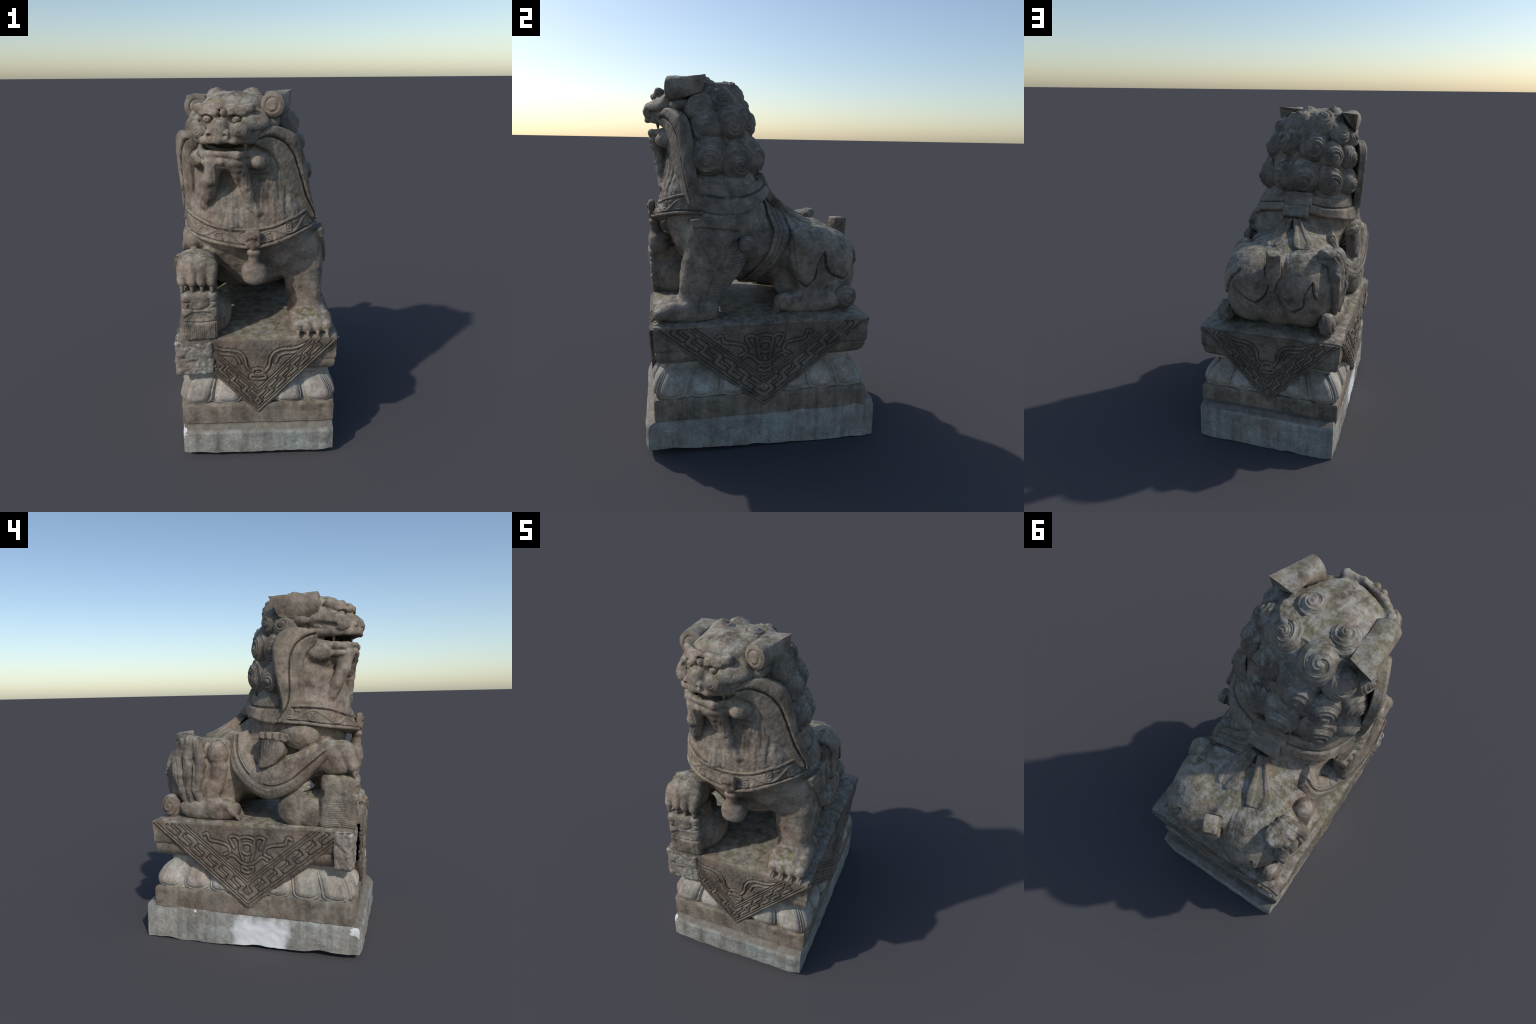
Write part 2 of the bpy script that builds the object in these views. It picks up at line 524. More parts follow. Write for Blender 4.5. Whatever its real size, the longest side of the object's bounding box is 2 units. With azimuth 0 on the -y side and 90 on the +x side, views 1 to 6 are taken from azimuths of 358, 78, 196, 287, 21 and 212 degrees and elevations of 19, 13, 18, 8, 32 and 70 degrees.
# hind legs
for sx, lab in ((1, HIND_R), (-1, HIND_L)):
    cx, dy = (0.268, 0.022) if sx > 0 else (-0.312, 0.0)
    body.put(ellipsoid((cx - sx * 0.03, 0.31, 0.99), (0.085, 0.15, 0.19)), 0.03, lab)
    body.put(ellipsoid((cx + sx * 0.005, 0.185 + dy, 1.105), (0.056, 0.062, 0.075)), 0.010, lab)
    body.put(capsule((cx + sx * 0.010, 0.175 + dy, 1.03), (cx + sx * 0.015, 0.240 + dy, 0.83), 0.050, 0.050), 0.014, lab)
    body.put(ellipsoid((cx + sx * 0.02, 0.235 + dy, 0.79), (0.065, 0.19, 0.062), n=2.6), 0.025, lab)

# toes
paws = []
for i, x in enumerate((0.222, 0.275, 0.328, 0.378)):
    body.put(capsule((x, -0.49, 0.800 + 0.008 * (i in (1, 2))), (x, -0.565, 0.772), 0.034, 0.030), 0.010, FORE_R)
    paws.append((V(x, -0.575, 0.768), V(x, -0.612, 0.735), FORE_R))
for x in (-0.382, -0.331, -0.280, -0.230):
    body.put(capsule((x, -0.555, 1.135), (x, -0.590, 1.055), 0.030, 0.026), 0.010, FORE_L)
    paws.append((V(x, -0.596, 1.045), V(x, -0.603, 0.985), FORE_L))
for sx, lab in ((1, HIND_R), (-1, HIND_L)):
    for i, o in enumerate((-0.045, -0.015, 0.015, 0.045)):
        x = (0.288 if sx > 0 else -0.328) + o
        dy = 0.022 if sx > 0 else 0.0
        body.put(capsule((x, 0.12 + dy, 0.815), (x, 0.075 + dy, 0.775), 0.024, 0.021), 0.008, lab)
        paws.append((V(x, 0.068 + dy, 0.768), V(x, 0.042 + dy, 0.738), lab))

# head: skull, forehead, brows, snout, cheeks
hd = lambda c, r, k=0.02, lab=HEAD, n=2.0: body.put(ellipsoid(hp(*c), r, HM, n), k, lab)
hd((0.02, 0.0, 1.825), (0.20, 0.19, 0.142), 0.03, n=2.5)
hd((0.14, 0.0, 1.878), (0.13, 0.155, 0.092), 0.05, n=2.4)
hd((0.22, 0.0, 1.80), (0.10, 0.145, 0.085), 0.03)
for s in (-1, 1):
    body.put(capsule(hp(0.296, s * 0.045, 1.884), hp(0.252, s * 0.13, 1.905), 0.027, 0.026), 0.010, HEAD)
    body.put(capsule(hp(0.318, s * 0.05, 1.876), hp(0.286, s * 0.112, 1.884), 0.011, 0.010), 0.004, HEAD)
    hd((0.322, s * 0.020, 1.890), (0.019, 0.018, 0.018), 0.004)
    body.put(capsule(hp(0.305, s * 0.10, 1.81), hp(0.20, s * 0.155, 1.835), 0.050, 0.055), 0.015, HEAD)      # cheek roll
    body.put(capsule(hp(0.25, s * 0.135, 1.85), hp(0.20, s * 0.165, 1.87), 0.030, 0.030), 0.012, HEAD)
    hd((0.350, s * 0.044, 1.793), (0.027, 0.024, 0.022), 0.005)                                               # nostril wing
    chain(body, [hp(0.345, 0.0, 1.772), hp(0.33, s * 0.07, 1.765), hp(0.27, s * 0.125, 1.768), hp(0.17, s * 0.16, 1.775)],
          (0.026, 0.028, 0.028, 0.03), 0.012, HEAD)
    chain(body, [hp(0.338, 0.012, 1.705), hp(0.318, s * 0.085, 1.692), hp(0.25, s * 0.125, 1.695), hp(0.15, s * 0.15, 1.72)],
          (0.02, 0.021, 0.022, 0.03), 0.008, JAW)
    chain(body, [hp(0.343, 0.012, 1.665), hp(0.315, s * 0.09, 1.652), hp(0.25, s * 0.12, 1.66)], (0.017, 0.016, 0.016), 0.008, JAW)
    hd((0.19, s * 0.150, 1.655), (0.085, 0.06, 0.052), 0.012, JAW)                                              # jowl
    hd((0.115, s * 0.20, 1.835), (0.06, 0.04, 0.035), 0.012)                                                  # hair tuft under the ear
hd((0.285, 0.0, 1.82), (0.085, 0.062, 0.05), 0.02)
hd((0.340, 0.0, 1.808), (0.036, 0.046, 0.046), 0.010)
hd((0.356, 0.0, 1.777), (0.026, 0.026, 0.032), 0.008)
hd((0.245, 0.012, 1.640), (0.100, 0.105, 0.058), 0.012, JAW, 2.6)
chain(body, [hp(0.262, -0.13, 1.915), hp(0.285, -0.06, 1.914), hp(0.288, 0.0, 1.912), hp(0.285, 0.06, 1.914), hp(0.262, 0.13, 1.915)], (0.014, 0.015, 0.015, 0.015, 0.014), 0.010, HEAD)
body.put(ellipsoid(hp(0.27, 0.01, 1.734), (0.135, 0.130, 0.024), HM), 0.008, op="cut")
for s in (-1, 1):
    body.put(ellipsoid(hp(0.318, s * 0.072, 1.858), (0.038, 0.038, 0.024), HM), 0.006, op="cut")
    body.put(capsule(hp(0.362, s * 0.062, 1.835), hp(0.366, s * 0.070, 1.780), 0.010, 0.012), 0.008, op="cut")
    body.put(capsule(hp(0.30, s * 0.150, 1.795), hp(0.20, s * 0.215, 1.80), 0.012, 0.014), 0.012, op="cut")              # eye socket
    body.put(ellipsoid(hp(0.372, s * 0.040, 1.788), (0.012, 0.012, 0.010), HM), 0.005, op="cut")              # nostril

# hollows under the chin and jowls, and between the left lappet and the beard
body.put(ellipsoid((-0.405, -0.50, 1.52), (0.125, 0.135, 0.15)), 0.04, op="cut")
body.put(ellipsoid((-0.15, -0.56, 1.55), (0.085, 0.10, 0.07)), 0.03, op="cut")
body.put(ellipsoid((0.035, -0.53, 1.580), (0.07, 0.06, 0.03)), 0.02, op="cut")
body.put(ellipsoid((-0.285, -0.47, 1.580), (0.07, 0.06, 0.03)), 0.02, op="cut")
# beard locks over the chest
chain(body, [(-0.205, -0.530, 1.65), (-0.222, -0.518, 1.57), (-0.234, -0.483, 1.49), (-0.248, -0.452, 1.43), (-0.275, -0.418, 1.395)], (0.044, 0.040, 0.040, 0.036, 0.028), 0.014, BEARD)
chain(body, [(-0.07, -0.540, 1.64), (-0.048, -0.535, 1.53), (-0.025, -0.522, 1.44), (0.012, -0.514, 1.40), (0.062, -0.498, 1.408)],
      (0.034, 0.030, 0.027, 0.026, 0.022), 0.014, BEARD)
chain(body, [(-0.09, -0.550, 1.62), (-0.085, -0.540, 1.545)], (0.034, 0.01), 0.012, BEARD)
for x, y, z in ((-0.12, -0.505, 1.39), (0.12, -0.475, 1.42), (-0.27, -0.42, 1.43)):
    body.put(capsule((x, y, z - 0.06), (x + 0.005, y, z + 0.03), 0.045, 0.02), 0.01, NECK)

# rump cleft and the hollow under the tail
body.put(ellipsoid((-0.01, 0.37, 0.86), (0.15, 0.150, 0.14)), 0.02, TORSO)
body.put(capsule((-0.01, 0.565, 1.03), (-0.01, 0.535, 0.75), 0.014, 0.016), 0.025, op="cut")
# tail stump
body.put(box((-0.006, 0.508, 1.145), (0.038, 0.046, 0.072), 0.010, rot(-4, 0, 25)), 0.010, TAIL)
body.put(capsule((-0.008, 0.520, 1.10), (-0.012, 0.545, 1.01), 0.040, 0.014), 0.012, TAIL)

bv, bq, bl = body.mesh()
bn = vertex_normals(bv, bq)
disp = rough(bv, 1, 0.9)
# carved fringe of hair over the rump: raised coat ending in pointed locks
ang = np.arctan2(bv[:, 0] + 0.01, bv[:, 1] - 0.20)
turn = (ang * 5.2 / math.pi + 0.5 + 0.06 * np.sin(bv[:, 2] * 30)) % 1
lob = 0.905 + 0.02 * np.sin(ang * 3.0) + 0.075 * (1 - np.abs(2 * turn - 1)) + 0.10 * np.exp(-((turn - 0.5) / 0.13) ** 2)
coat = np.isin(bl, (TORSO, HIND_R)) & (bv[:, 1] > 0.17 - 0.1 * (bv[:, 2] - 1.1)) & (bv[:, 0] > -0.27)
edge = np.clip((bv[:, 2] - lob) / 0.008, 0, 1)
strands = 0.0022 * noise3(np.stack([ang * 26, bv[:, 2] * 7 + bv[:, 1] * 5, 0 * ang], 1), 1.0, 4)
disp += np.where(coat, edge * (0.014 + strands) - 0.007 * groove((bv[:, 2] - lob) + 0.006, 0.006), 0)
# combed hair on the chest
comb = np.isin(bl, (NECK, BEARD)) & (bn[:, 1] < -0.4) & (bv[:, 2] > 1.3)
disp += np.where(comb, 0.0026 * noise3(bv * V(110, 10, 9), 1.0, 9), 0)
for px, pz in ((-0.105, 1.385), (0.135, 1.425)):
    disp -= np.where(comb, 0.007 * np.exp(-((bv[:, 0] - px) / 0.034) ** 6 - ((bv[:, 2] - pz) / 0.05) ** 6), 0)
# hair lines over the crown
crown = (bl == HEAD) & (bn[:, 2] > 0.5) & (bv[:, 2] > 1.9)
disp += np.where(crown, 0.0032 * noise3(np.stack([(bv @ HR) * 75 + 3 * noise3(bv, 9, 3), (bv @ HF) * 16, 0 * ang], 1), 1.0, 5), 0)
# finger grooves are left by the toe capsules; forearm muscles get soft swellings
limb = np.isin(bl, (FORE_R, FORE_L, HIND_R, HIND_L))
disp += np.where(limb, 0.004 * noise3(bv, 9, 12), 0)
bv = bv + bn * disp[:, None]
bn = vertex_normals(bv, bq)

parts = {}
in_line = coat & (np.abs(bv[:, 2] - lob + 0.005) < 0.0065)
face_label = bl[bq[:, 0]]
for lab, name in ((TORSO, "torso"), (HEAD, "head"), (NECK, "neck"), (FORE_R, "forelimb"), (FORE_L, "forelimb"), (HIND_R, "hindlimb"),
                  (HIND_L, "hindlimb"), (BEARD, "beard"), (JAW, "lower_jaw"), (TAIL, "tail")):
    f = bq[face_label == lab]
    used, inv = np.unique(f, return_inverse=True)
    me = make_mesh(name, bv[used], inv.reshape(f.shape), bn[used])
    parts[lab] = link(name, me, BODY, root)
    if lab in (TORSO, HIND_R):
        shade_grooves(parts[lab], f, in_line)  # painted shade line along the edge of the rump locks

# claws
for a, b, lab in paws:
    d = b - a
    d /= np.linalg.norm(d)
    e = np.cross(d, V(1, 0, 0))
    t = np.linspace(0, TAU, 10, endpoint=False)
    rings = [(-0.012, 0.013), (0.3, 0.0125), (0.7, 0.007), (1.0, 0.0015)]
    L = np.linalg.norm(b - a)
    vv = np.vstack([a + d * (k * L if k > 0 else k) + r * (np.cos(t)[:, None] * V(1, 0, 0) + np.sin(t)[:, None] * e) for k, r in rings])
    q = grid_quads(len(rings), 10)
    wrap = np.array([[i * 10 + 9, (i + 1) * 10 + 9, (i + 1) * 10, i * 10] for i in range(len(rings) - 1)])
    link("claw", make_mesh("claw", vv, np.vstack([q, wrap])), BODY, parts[lab])

# eyes and fangs
for s in (-1, 1):
    S = Solid(hp(0.30, s * 0.072, 1.857) - 0.05, hp(0.30, s * 0.072, 1.857) + 0.05, 0.0025)
    S.put(ellipsoid(hp(0.292, s * 0.072, 1.857), (0.025, 0.024, 0.018), HM), 0.0)
    S.put(ellipsoid(hp(0.318, s * 0.070, 1.855), (0.006, 0.007, 0.007), HM), 0.004, op="cut")
    solid_object("eye", S, BODY, parts[HEAD], 0.2)
    for f, l in ((0.285, 0.110),):
        a, b = hp(f - 0.012, s * l, 1.755), hp(f - 0.012, s * l, 1.715)
        S = Solid(np.minimum(a, b) - 0.03, np.maximum(a, b) + 0.03, 0.003)
        S.put(capsule(a, b, 0.014, 0.004), 0.0)
        solid_object("fang", S, BODY, parts[HEAD], 0.2)
    # spiral roll on the cheek beside the nose


# ------------------------------------------------------------------ mane curls
def curl_mesh(name, turns, hand, seed):
    nr, na = 34, 96
    r = np.linspace(0.02, 1, nr)[:, None]
    a = np.linspace(0, TAU, na, endpoint=False)[None]
    x, y = r * np.cos(a), r * np.sin(a)
    stretch = 1 + 0.22 * np.clip(y, 0, 1) ** 2
    dome = np.sqrt(np.clip(1 - r ** 2 * 0.98, 0, 1)) * 1.05
    phase = r * turns - hand * a / TAU
    saw = (phase % 1) - 0.5
    spiral = 0.6 * np.cos(phase * TAU) - 0.9 * np.exp(-((np.abs(saw) - 0.5) / 0.10) ** 2)
    lines = np.cos(phase * TAU * 5)
    fade = np.clip((1 - r) * 6, 0, 1) * np.clip(r * 6, 0, 1)
    z = dome + fade * (0.095 * spiral + 0.020 * lines) + 0.05 * np.exp(-(r / 0.16) ** 2)
    flat = np.stack([x + 0 * z, y * stretch, z - 0.62], -1).reshape(-1, 3)
    flat[:, 2] += 0.05 * noise3(flat, 1.6, seed) + 0.02 * noise3(flat, 5, seed)
    v = np.vstack([flat, [[0, 0, z[0].mean() - 0.62]]])
    q = grid_quads(nr, na)
    wrap = np.array([[i * na + na - 1, (i + 1) * na + na - 1, (i + 1) * na, i * na] for i in range(nr - 1)])
    tri = np.array([[len(flat), j, (j + 1) % na, (j + 1) % na] for j in range(na)])
    me = bpy.data.meshes.new(name)
    faces = np.vstack([q, wrap]).tolist() + tri[:, :3].tolist()
    me.from_pydata(v.tolist(), [], faces)
    me.polygons.foreach_set("use_smooth", np.ones(len(faces), bool))
    me.materials.append(HAIR)
    return me


from mathutils import Matrix
curl_kinds = [curl_mesh("mane_curl", 2.3, 1, 2), curl_mesh("mane_curl", 2.3, -1, 5), curl_mesh("mane_curl", 1.8, 1, 9), curl_mesh("mane_curl", 1.9, -1, 14)]
CURLS = [  # apex x, y, z, radius
    (-0.003, -0.295, 1.972, 0.070), (-0.185, -0.245, 1.972, 0.070), (0.020, -0.135, 1.945, 0.072), (-0.160, -0.100, 1.942, 0.076),
    (0.170, -0.215, 1.880, 0.066), (-0.272, -0.120, 1.855, 0.066),
    (0.100, -0.070, 1.765, 0.078), (-0.120, -0.010, 1.760, 0.088), (-0.246, -0.038, 1.695, 0.072), (-0.340, -0.155, 1.680, 0.068),
    (0.225, -0.160, 1.738, 0.084), (0.245, -0.300, 1.715, 0.078), (0.205, -0.335, 1.835, 0.068), (-0.335, -0.215, 1.808, 0.058),
    (0.107, 0.005, 1.548, 0.084), (-0.062, 0.040, 1.555, 0.090), (-0.250, -0.015, 1.535, 0.080), (-0.345, -0.135, 1.517, 0.074),
    (0.262, -0.125, 1.545, 0.086), (0.285, -0.295, 1.560, 0.090), (-0.065, -0.060, 1.858, 0.055),
]
for i, (x, y, z, r) in enumerate(CURLS):
    r *= 1.22
    c = V(-0.06, -0.25, 1.78)
    n = V(x - c[0], y - c[1], max(0, z - 1.72) * 1.1 - max(0, 1.6 - z) * 0.5 + (2.0 if z > 1.95 else 0))
    n /= np.linalg.norm(n)
    up = V(0, 0, 1) if n[2] < 0.8 else V(0.2, -1, 0.2)
    rx = np.cross(up, n)
    rx /= np.linalg.norm(rx)
    uy = np.cross(n, rx)
    o = V(x, y, z) - n * (r * 0.44 - 0.021)
    ob = link("mane_curl", curl_kinds[i % 4], HAIR, parts[NECK])
    tw = math.radians(((i * 53) % 50) - 25)
    M = np.eye(4)
    M[:3, 0], M[:3, 1], M[:3, 2], M[:3, 3] = (rx * math.cos(tw) + uy * math.sin(tw)) * r, (uy * math.cos(tw) - rx * math.sin(tw)) * r, n * r, o
    ob.matrix_world = Matrix(M.tolist())
for s_ in (-1, 1):
    n = hp(0.95, s_ * 0.34, 0.12) - H0
    n /= np.linalg.norm(n)
    rx = np.cross(V(0, 0, 1), n)
    rx /= np.linalg.norm(rx)
    M = np.eye(4)
    M[:3, 0], M[:3, 1], M[:3, 2], M[:3, 3] = rx * 0.042, np.cross(n, rx) * 0.036, n * 0.034, hp(0.345, s_ * 0.100, 1.806)
    ob = link("cheek_coil", curl_kinds[2 if s_ > 0 else 3], BODY, parts[HEAD])
    ob.matrix_world = Matrix(M.tolist())
# coiled hair buns behind the hind feet
for x, y, z, r, n in ((-0.338, 0.487, 0.80, 0.07, V(-1, 0.25, 0.1)), (0.31, 0.475, 0.81, 0.072, V(1, 0.3, 0.1))):
    S = Solid(V(x, y, z) - 0.1, V(x, y, z) + 0.1, 0.004)
    n /= np.linalg.norm(n)
    S.put(ellipsoid((x - n[0] * 0.01, y - 0.005, z), (0.05, 0.062, r)), 0.0)
    lab = HIND_L if x < 0 else HIND_R

    def coil(v, nn, x=x, y=y, z=z):
        a, rr = np.arctan2(v[:, 2] - z, v[:, 1] - y), np.hypot(v[:, 2] - z, v[:, 1] - y)
        return 0.003 * np.cos((rr / 0.026 - a / TAU) * TAU) + 0.001 * np.cos((rr / 0.008 - a / TAU) * TAU)
    solid_object("hair_bun", S, HAIR, parts[lab], 0.5, 4, coil)


# ------------------------------------------------------------------ ears
def ear(front, back_outer, back_inner, back_low, rf, side):
    """rolled ear: round coil in front, opening to a three-cornered hollow behind"""
    nu, na = 40, 48
    front, bo, bi, blw = (V(*p) for p in (front, back_outer, back_inner, back_low))
    cb = (bo + bi + blw) / 3
    t = np.linspace(0, TAU, na, endpoint=False)
    ax = (cb - front) / np.linalg.norm(cb - front)
    rx = np.cross(V(0, 0, 1), ax)
    rx /= np.linalg.norm(rx)
    if rx[0] * side < 0:
        rx = -rx
    up = V(0, 0, 1)
    circ = rx[None] * np.cos(t)[:, None] + up[None] * np.sin(t)[:, None]
    # triangle section sampled at the same angles
    corners = {math.pi / 4: bo, 3 * math.pi / 4: bi, -math.pi / 3: blw}
    keys = sorted((k % TAU, p) for k, p in corners.items())
    ka = np.array([k for k, _ in keys])
    kp = np.array([p for _, p in keys])
    ka2, kp2 = np.r_[ka[-1] - TAU, ka, ka[0] + TAU], np.vstack([kp[-1], kp, kp[0]])
    tri = np.stack([np.interp(t, ka2, kp2[:, k]) for k in range(3)], 1)
    rows = []
    for u in np.linspace(0, 1, 12)[1:]:                      # front coil face
        d = 0.012 * (1 - u ** 4) - 0.006 * groove(u - 0.55, 0.08)
        rows.append(front - ax * d + circ * rf * u * 0.98)
    for u in np.linspace(0, 1, nu):
        m = u * u * (3 - 2 * u)
        sec = (front + circ * rf) * (1 - m) + tri * m
        belly = 0.022 * math.sin(math.pi * u)
        rows.append(sec + ax * (np.linalg.norm(cb - front) * (u - m)) * (1 - m) * 0.6 - V(0, 0, belly) * np.clip(-np.sin(t), 0, 1)[:, None])
    for u in np.linspace(1, 0.05, 8)[1:]:                    # hollow back
        rows.append(cb + (tri - cb) * u - ax * 0.03 * (1 - u))
    v = np.vstack(rows)
    v = v + 0.6 * rough(v, 21)[:, None] * V(0.5, 0.5, 1)
    nr = len(rows)
    q = grid_quads(nr, na)
    wrap = np.array([[i * na + na - 1, (i + 1) * na + na - 1, (i + 1) * na, i * na] for i in range(nr - 1)])
    q = np.vstack([q, wrap])
    caps = [list(range(na)), [(nr - 1) * na + j for j in range(na)]]
    mid = 30 * na + na // 4
    me = bpy.data.meshes.new("ear")
    me.from_pydata(v.tolist(), [], q.tolist() + caps)
    import bmesh
    bm = bmesh.new()
    bm.from_mesh(me)
    bmesh.ops.recalc_face_normals(bm, faces=bm.faces)
    bm.to_mesh(me)
    bm.free()
    me.polygons.foreach_set("use_smooth", np.ones(len(me.polygons), bool))
    ob = link("ear", me, BODY, parts[HEAD])
    sharp_by_angle(ob, 50)


ear((0.086, -0.482, 1.922), (0.196, -0.297, 1.985), (0.072, -0.283, 1.980), (0.190, -0.312, 1.915), 0.058, 1)
ear((-0.285, -0.395, 1.912), (-0.356, -0.140, 1.955), (-0.245, -0.170, 1.965), (-0.340, -0.190, 1.855), 0.060, -1)


# ------------------------------------------------------------------ long ear-lappets, collar, cape
def lappet(front, back, line, outward, thick):
    nu = 130
    A, B, G = spline(front, nu), spline(back, nu), spline(line, nu)
    # groove position across the leaf at every station
    gw = np.clip(((G - A) * (B - A)).sum(1) / (((B - A) ** 2).sum(1) + 1e-9), 0.1, 0.9)
    def height(s, w, wid):
        d = (w - gw[:, None]) * wid
        body_ = 0.012 * np.sin(np.pi * np.clip(w, 0, 1)) ** 0.7
        return body_ - 0.013 * groove(d, 0.006) + 0.006 * np.clip(d / 0.02, -1, 1) - 0.006
    return sheet("ear_lappet", front, back, outward, thick, CLOTH, parts[HEAD], nu, 36, height, 0.008, flat=True, shade_mask=lambda s, w, wid: (np.abs((w - gw[:, None]) * wid) < 0.0035) & (s > 0.02))


lappet([(-0.334, -0.398, 1.765), (-0.330, -0.398, 1.710), (-0.349, -0.346, 1.65), (-0.352, -0.332, 1.583), (-0.348, -0.332, 1.47), (-0.346, -0.325, 1.384),
        (-0.357, -0.286, 1.322), (-0.379, -0.231, 1.291), (-0.403, -0.172, 1.286)],
       [(-0.336, -0.392, 1.770), (-0.378, -0.294, 1.788), (-0.400, -0.241, 1.775), (-0.415, -0.204, 1.745), (-0.421, -0.181, 1.685), (-0.416, -0.184, 1.586),
        (-0.405, -0.197, 1.501), (-0.392, -0.216, 1.387), (-0.394, -0.209, 1.329), (-0.405, -0.168, 1.284)],
       [(-0.332, -0.393, 1.732), (-0.357, -0.335, 1.725), (-0.374, -0.292, 1.70), (-0.383, -0.265, 1.651), (-0.380, -0.263, 1.584), (-0.369, -0.277, 1.50),
        (-0.362, -0.281, 1.414), (-0.369, -0.251, 1.311)], (-0.92, -0.39, 0), 0.045)
lappet([(0.000, -0.535, 1.736), (0.035, -0.530, 1.722), (0.084, -0.508, 1.695), (0.121, -0.490, 1.629), (0.144, -0.480, 1.528), (0.183, -0.465, 1.421),
        (0.254, -0.430, 1.351), (0.335, -0.383, 1.319)],
       [(0.000, -0.535, 1.750), (0.020, -0.535, 1.786), (0.091, -0.502, 1.822), (0.177, -0.458, 1.797), (0.222, -0.432, 1.76), (0.254, -0.415, 1.688),
        (0.280, -0.403, 1.557), (0.308, -0.392, 1.435), (0.340, -0.378, 1.319)],
       [(0.000, -0.540, 1.755), (0.063, -0.519, 1.774), (0.127, -0.487, 1.753), (0.178, -0.461, 1.701), (0.206, -0.447, 1.607), (0.228, -0.436, 1.489),
        (0.277, -0.411, 1.378)], (0.45, -0.9, 0), 0.05)


def spiral_line(cx, cy, r, turns, hand=1, start=0.0, n=26):
    a = np.linspace(0, turns * TAU, n)
    rr = r * (1 - a / a[-1] * 0.88)
    return np.stack([cx + rr * np.cos(hand * a + start), cy + rr * np.sin(hand * a + start)], 1)


def collar_relief(s, w, wid):
    y = (w - 0.5) * wid
    lines, unit = [], 0.125
    total = s.max()
    k = np.arange(-1, int(total / unit) + 2)
    xs = np.linspace(-unit, total + unit, 240)
    lines.append(np.stack([xs, 0.026 * np.sin(xs / unit * math.pi)], 1))
    for i in k:
        sg = 1 if i % 2 == 0 else -1
        c = (i + 0.5) * unit
        lines.append(spiral_line(c - 0.012, -sg * 0.012, 0.026, 1.6, sg, sg * 1.2))
        lines.append(spiral_line(c + 0.032, -sg * 0.024, 0.013, 1.2, -sg, 0.5, 14))
    d = line_distance(s, y, lines)
    rim = np.minimum(w, 1 - w) * wid
    return 0.006 * groove(d, 0.006) + 0.007 * np.clip((0.016 - rim) / 0.004, 0, 1) - 0.004 * groove(rim - 0.02, 0.003)


sheet("collar_band",
      [(-0.362, -0.20, 1.385), (-0.360, -0.335, 1.385), (-0.308, -0.448, 1.372), (-0.210, -0.522, 1.340), (-0.08, -0.540, 1.322), (0.06, -0.535, 1.330), (0.17, -0.50, 1.362), (0.26, -0.42, 1.388), (0.31, -0.32, 1.40)],
      [(-0.372, -0.20, 1.288), (-0.374, -0.310, 1.280), (-0.322, -0.450, 1.260), (-0.215, -0.540, 1.244), (-0.05, -0.588, 1.228), (0.08, -0.580, 1.240), (0.19, -0.522, 1.264), (0.285, -0.440, 1.284), (0.34, -0.33, 1.288)],
      (0, -1, 0), 0.05, CLOTH, root, 280, 44, collar_relief, 0.006, shade_mask=lambda s, w, wid: (np.minimum(w, 1 - w) * wid > 0.018) & (np.minimum(w, 1 - w) * wid < 0.0235))

cape_lines = lambda s, w, wid: 0.010 * np.clip((w - 0.5) / 0.06, 0, 1) - 0.005 * groove((w - 0.5) * wid, 0.005)
sheet("shoulder_cape", [(0.256, -0.410, 1.50), (0.275, -0.280, 1.45), (0.253, -0.130, 1.435), (0.179, -0.042, 1.44), (0.048, 0.023, 1.46)],
      [(0.314, -0.385, 1.325), (0.330, -0.285, 1.292), (0.326, -0.160, 1.282), (0.289, -0.072, 1.302), (0.212, 0.013, 1.345), (0.048, 0.073, 1.372)],
      (1, 0.6, 0.4), 0.05, CLOTH, root, 120, 30, cape_lines, 0.008, shade_mask=lambda s, w, wid: np.abs((w - 0.47) * wid) < 0.004)
sheet("shoulder_cape", [(-0.323, -0.300, 1.46), (-0.326, -0.160, 1.445), (-0.285, -0.072, 1.435), (-0.212, -0.012, 1.44), (-0.106, 0.023, 1.465)],
      [(-0.365, -0.270, 1.30), (-0.361, -0.170, 1.285), (-0.336, -0.097, 1.290), (-0.288, -0.017, 1.312), (-0.203, 0.033, 1.325), (-0.106, 0.073, 1.36)],
      (-1, 0.6, 0.4), 0.05, CLOTH, root, 120, 30, cape_lines, 0.008, shade_mask=lambda s, w, wid: np.abs((w - 0.47) * wid) < 0.004)


def block(name, c, half, r, M, material, parent, k=0.004, amount=0.5):
    lo, hi, _ = box(c, half, r, M)
    S = Solid(lo - 0.03, hi + 0.03, k)
    S.put(box(c, half, r, M), 0.0)
    return solid_object(name, S, material, parent, amount)


knot = block("bow_knot", (-0.025, 0.072, 1.358), (0.084, 0.028, 0.042), 0.012, rot(40, 0, 0), CLOTH, root)
block("neck_strap", (-0.035, 0.028, 1.430), (0.086, 0.030, 0.045), 0.010, rot(25, 0, 0), CLOTH, root)
tie_relief = lambda s, w, wid: 0.006 * np.clip((np.abs(w - 0.5) - 0.16) / 0.06, 0, 1)
sheet("bow_ribbon", [(0.026, 0.125, 1.330), (0.078, 0.20, 1.252), (0.116, 0.262, 1.208), (0.095, 0.318, 1.196)],
      [(-0.016, 0.135, 1.332), (-0.004, 0.205, 1.268), (0.006, 0.280, 1.226), (0.030, 0.330, 1.204)], (0, 0.4, 1), 0.04, CLOTH, root, 60, 24, tie_relief, 0.008)
sheet("bow_ribbon", [(-0.022, 0.135, 1.332), (-0.048, 0.215, 1.268), (-0.062, 0.290, 1.228), (-0.090, 0.345, 1.202)],
      [(-0.068, 0.125, 1.330), (-0.128, 0.195, 1.254), (-0.182, 0.258, 1.208), (-0.175, 0.322, 1.192)], (0, 0.4, 1), 0.04, CLOTH, root, 60, 24, tie_relief, 0.008)

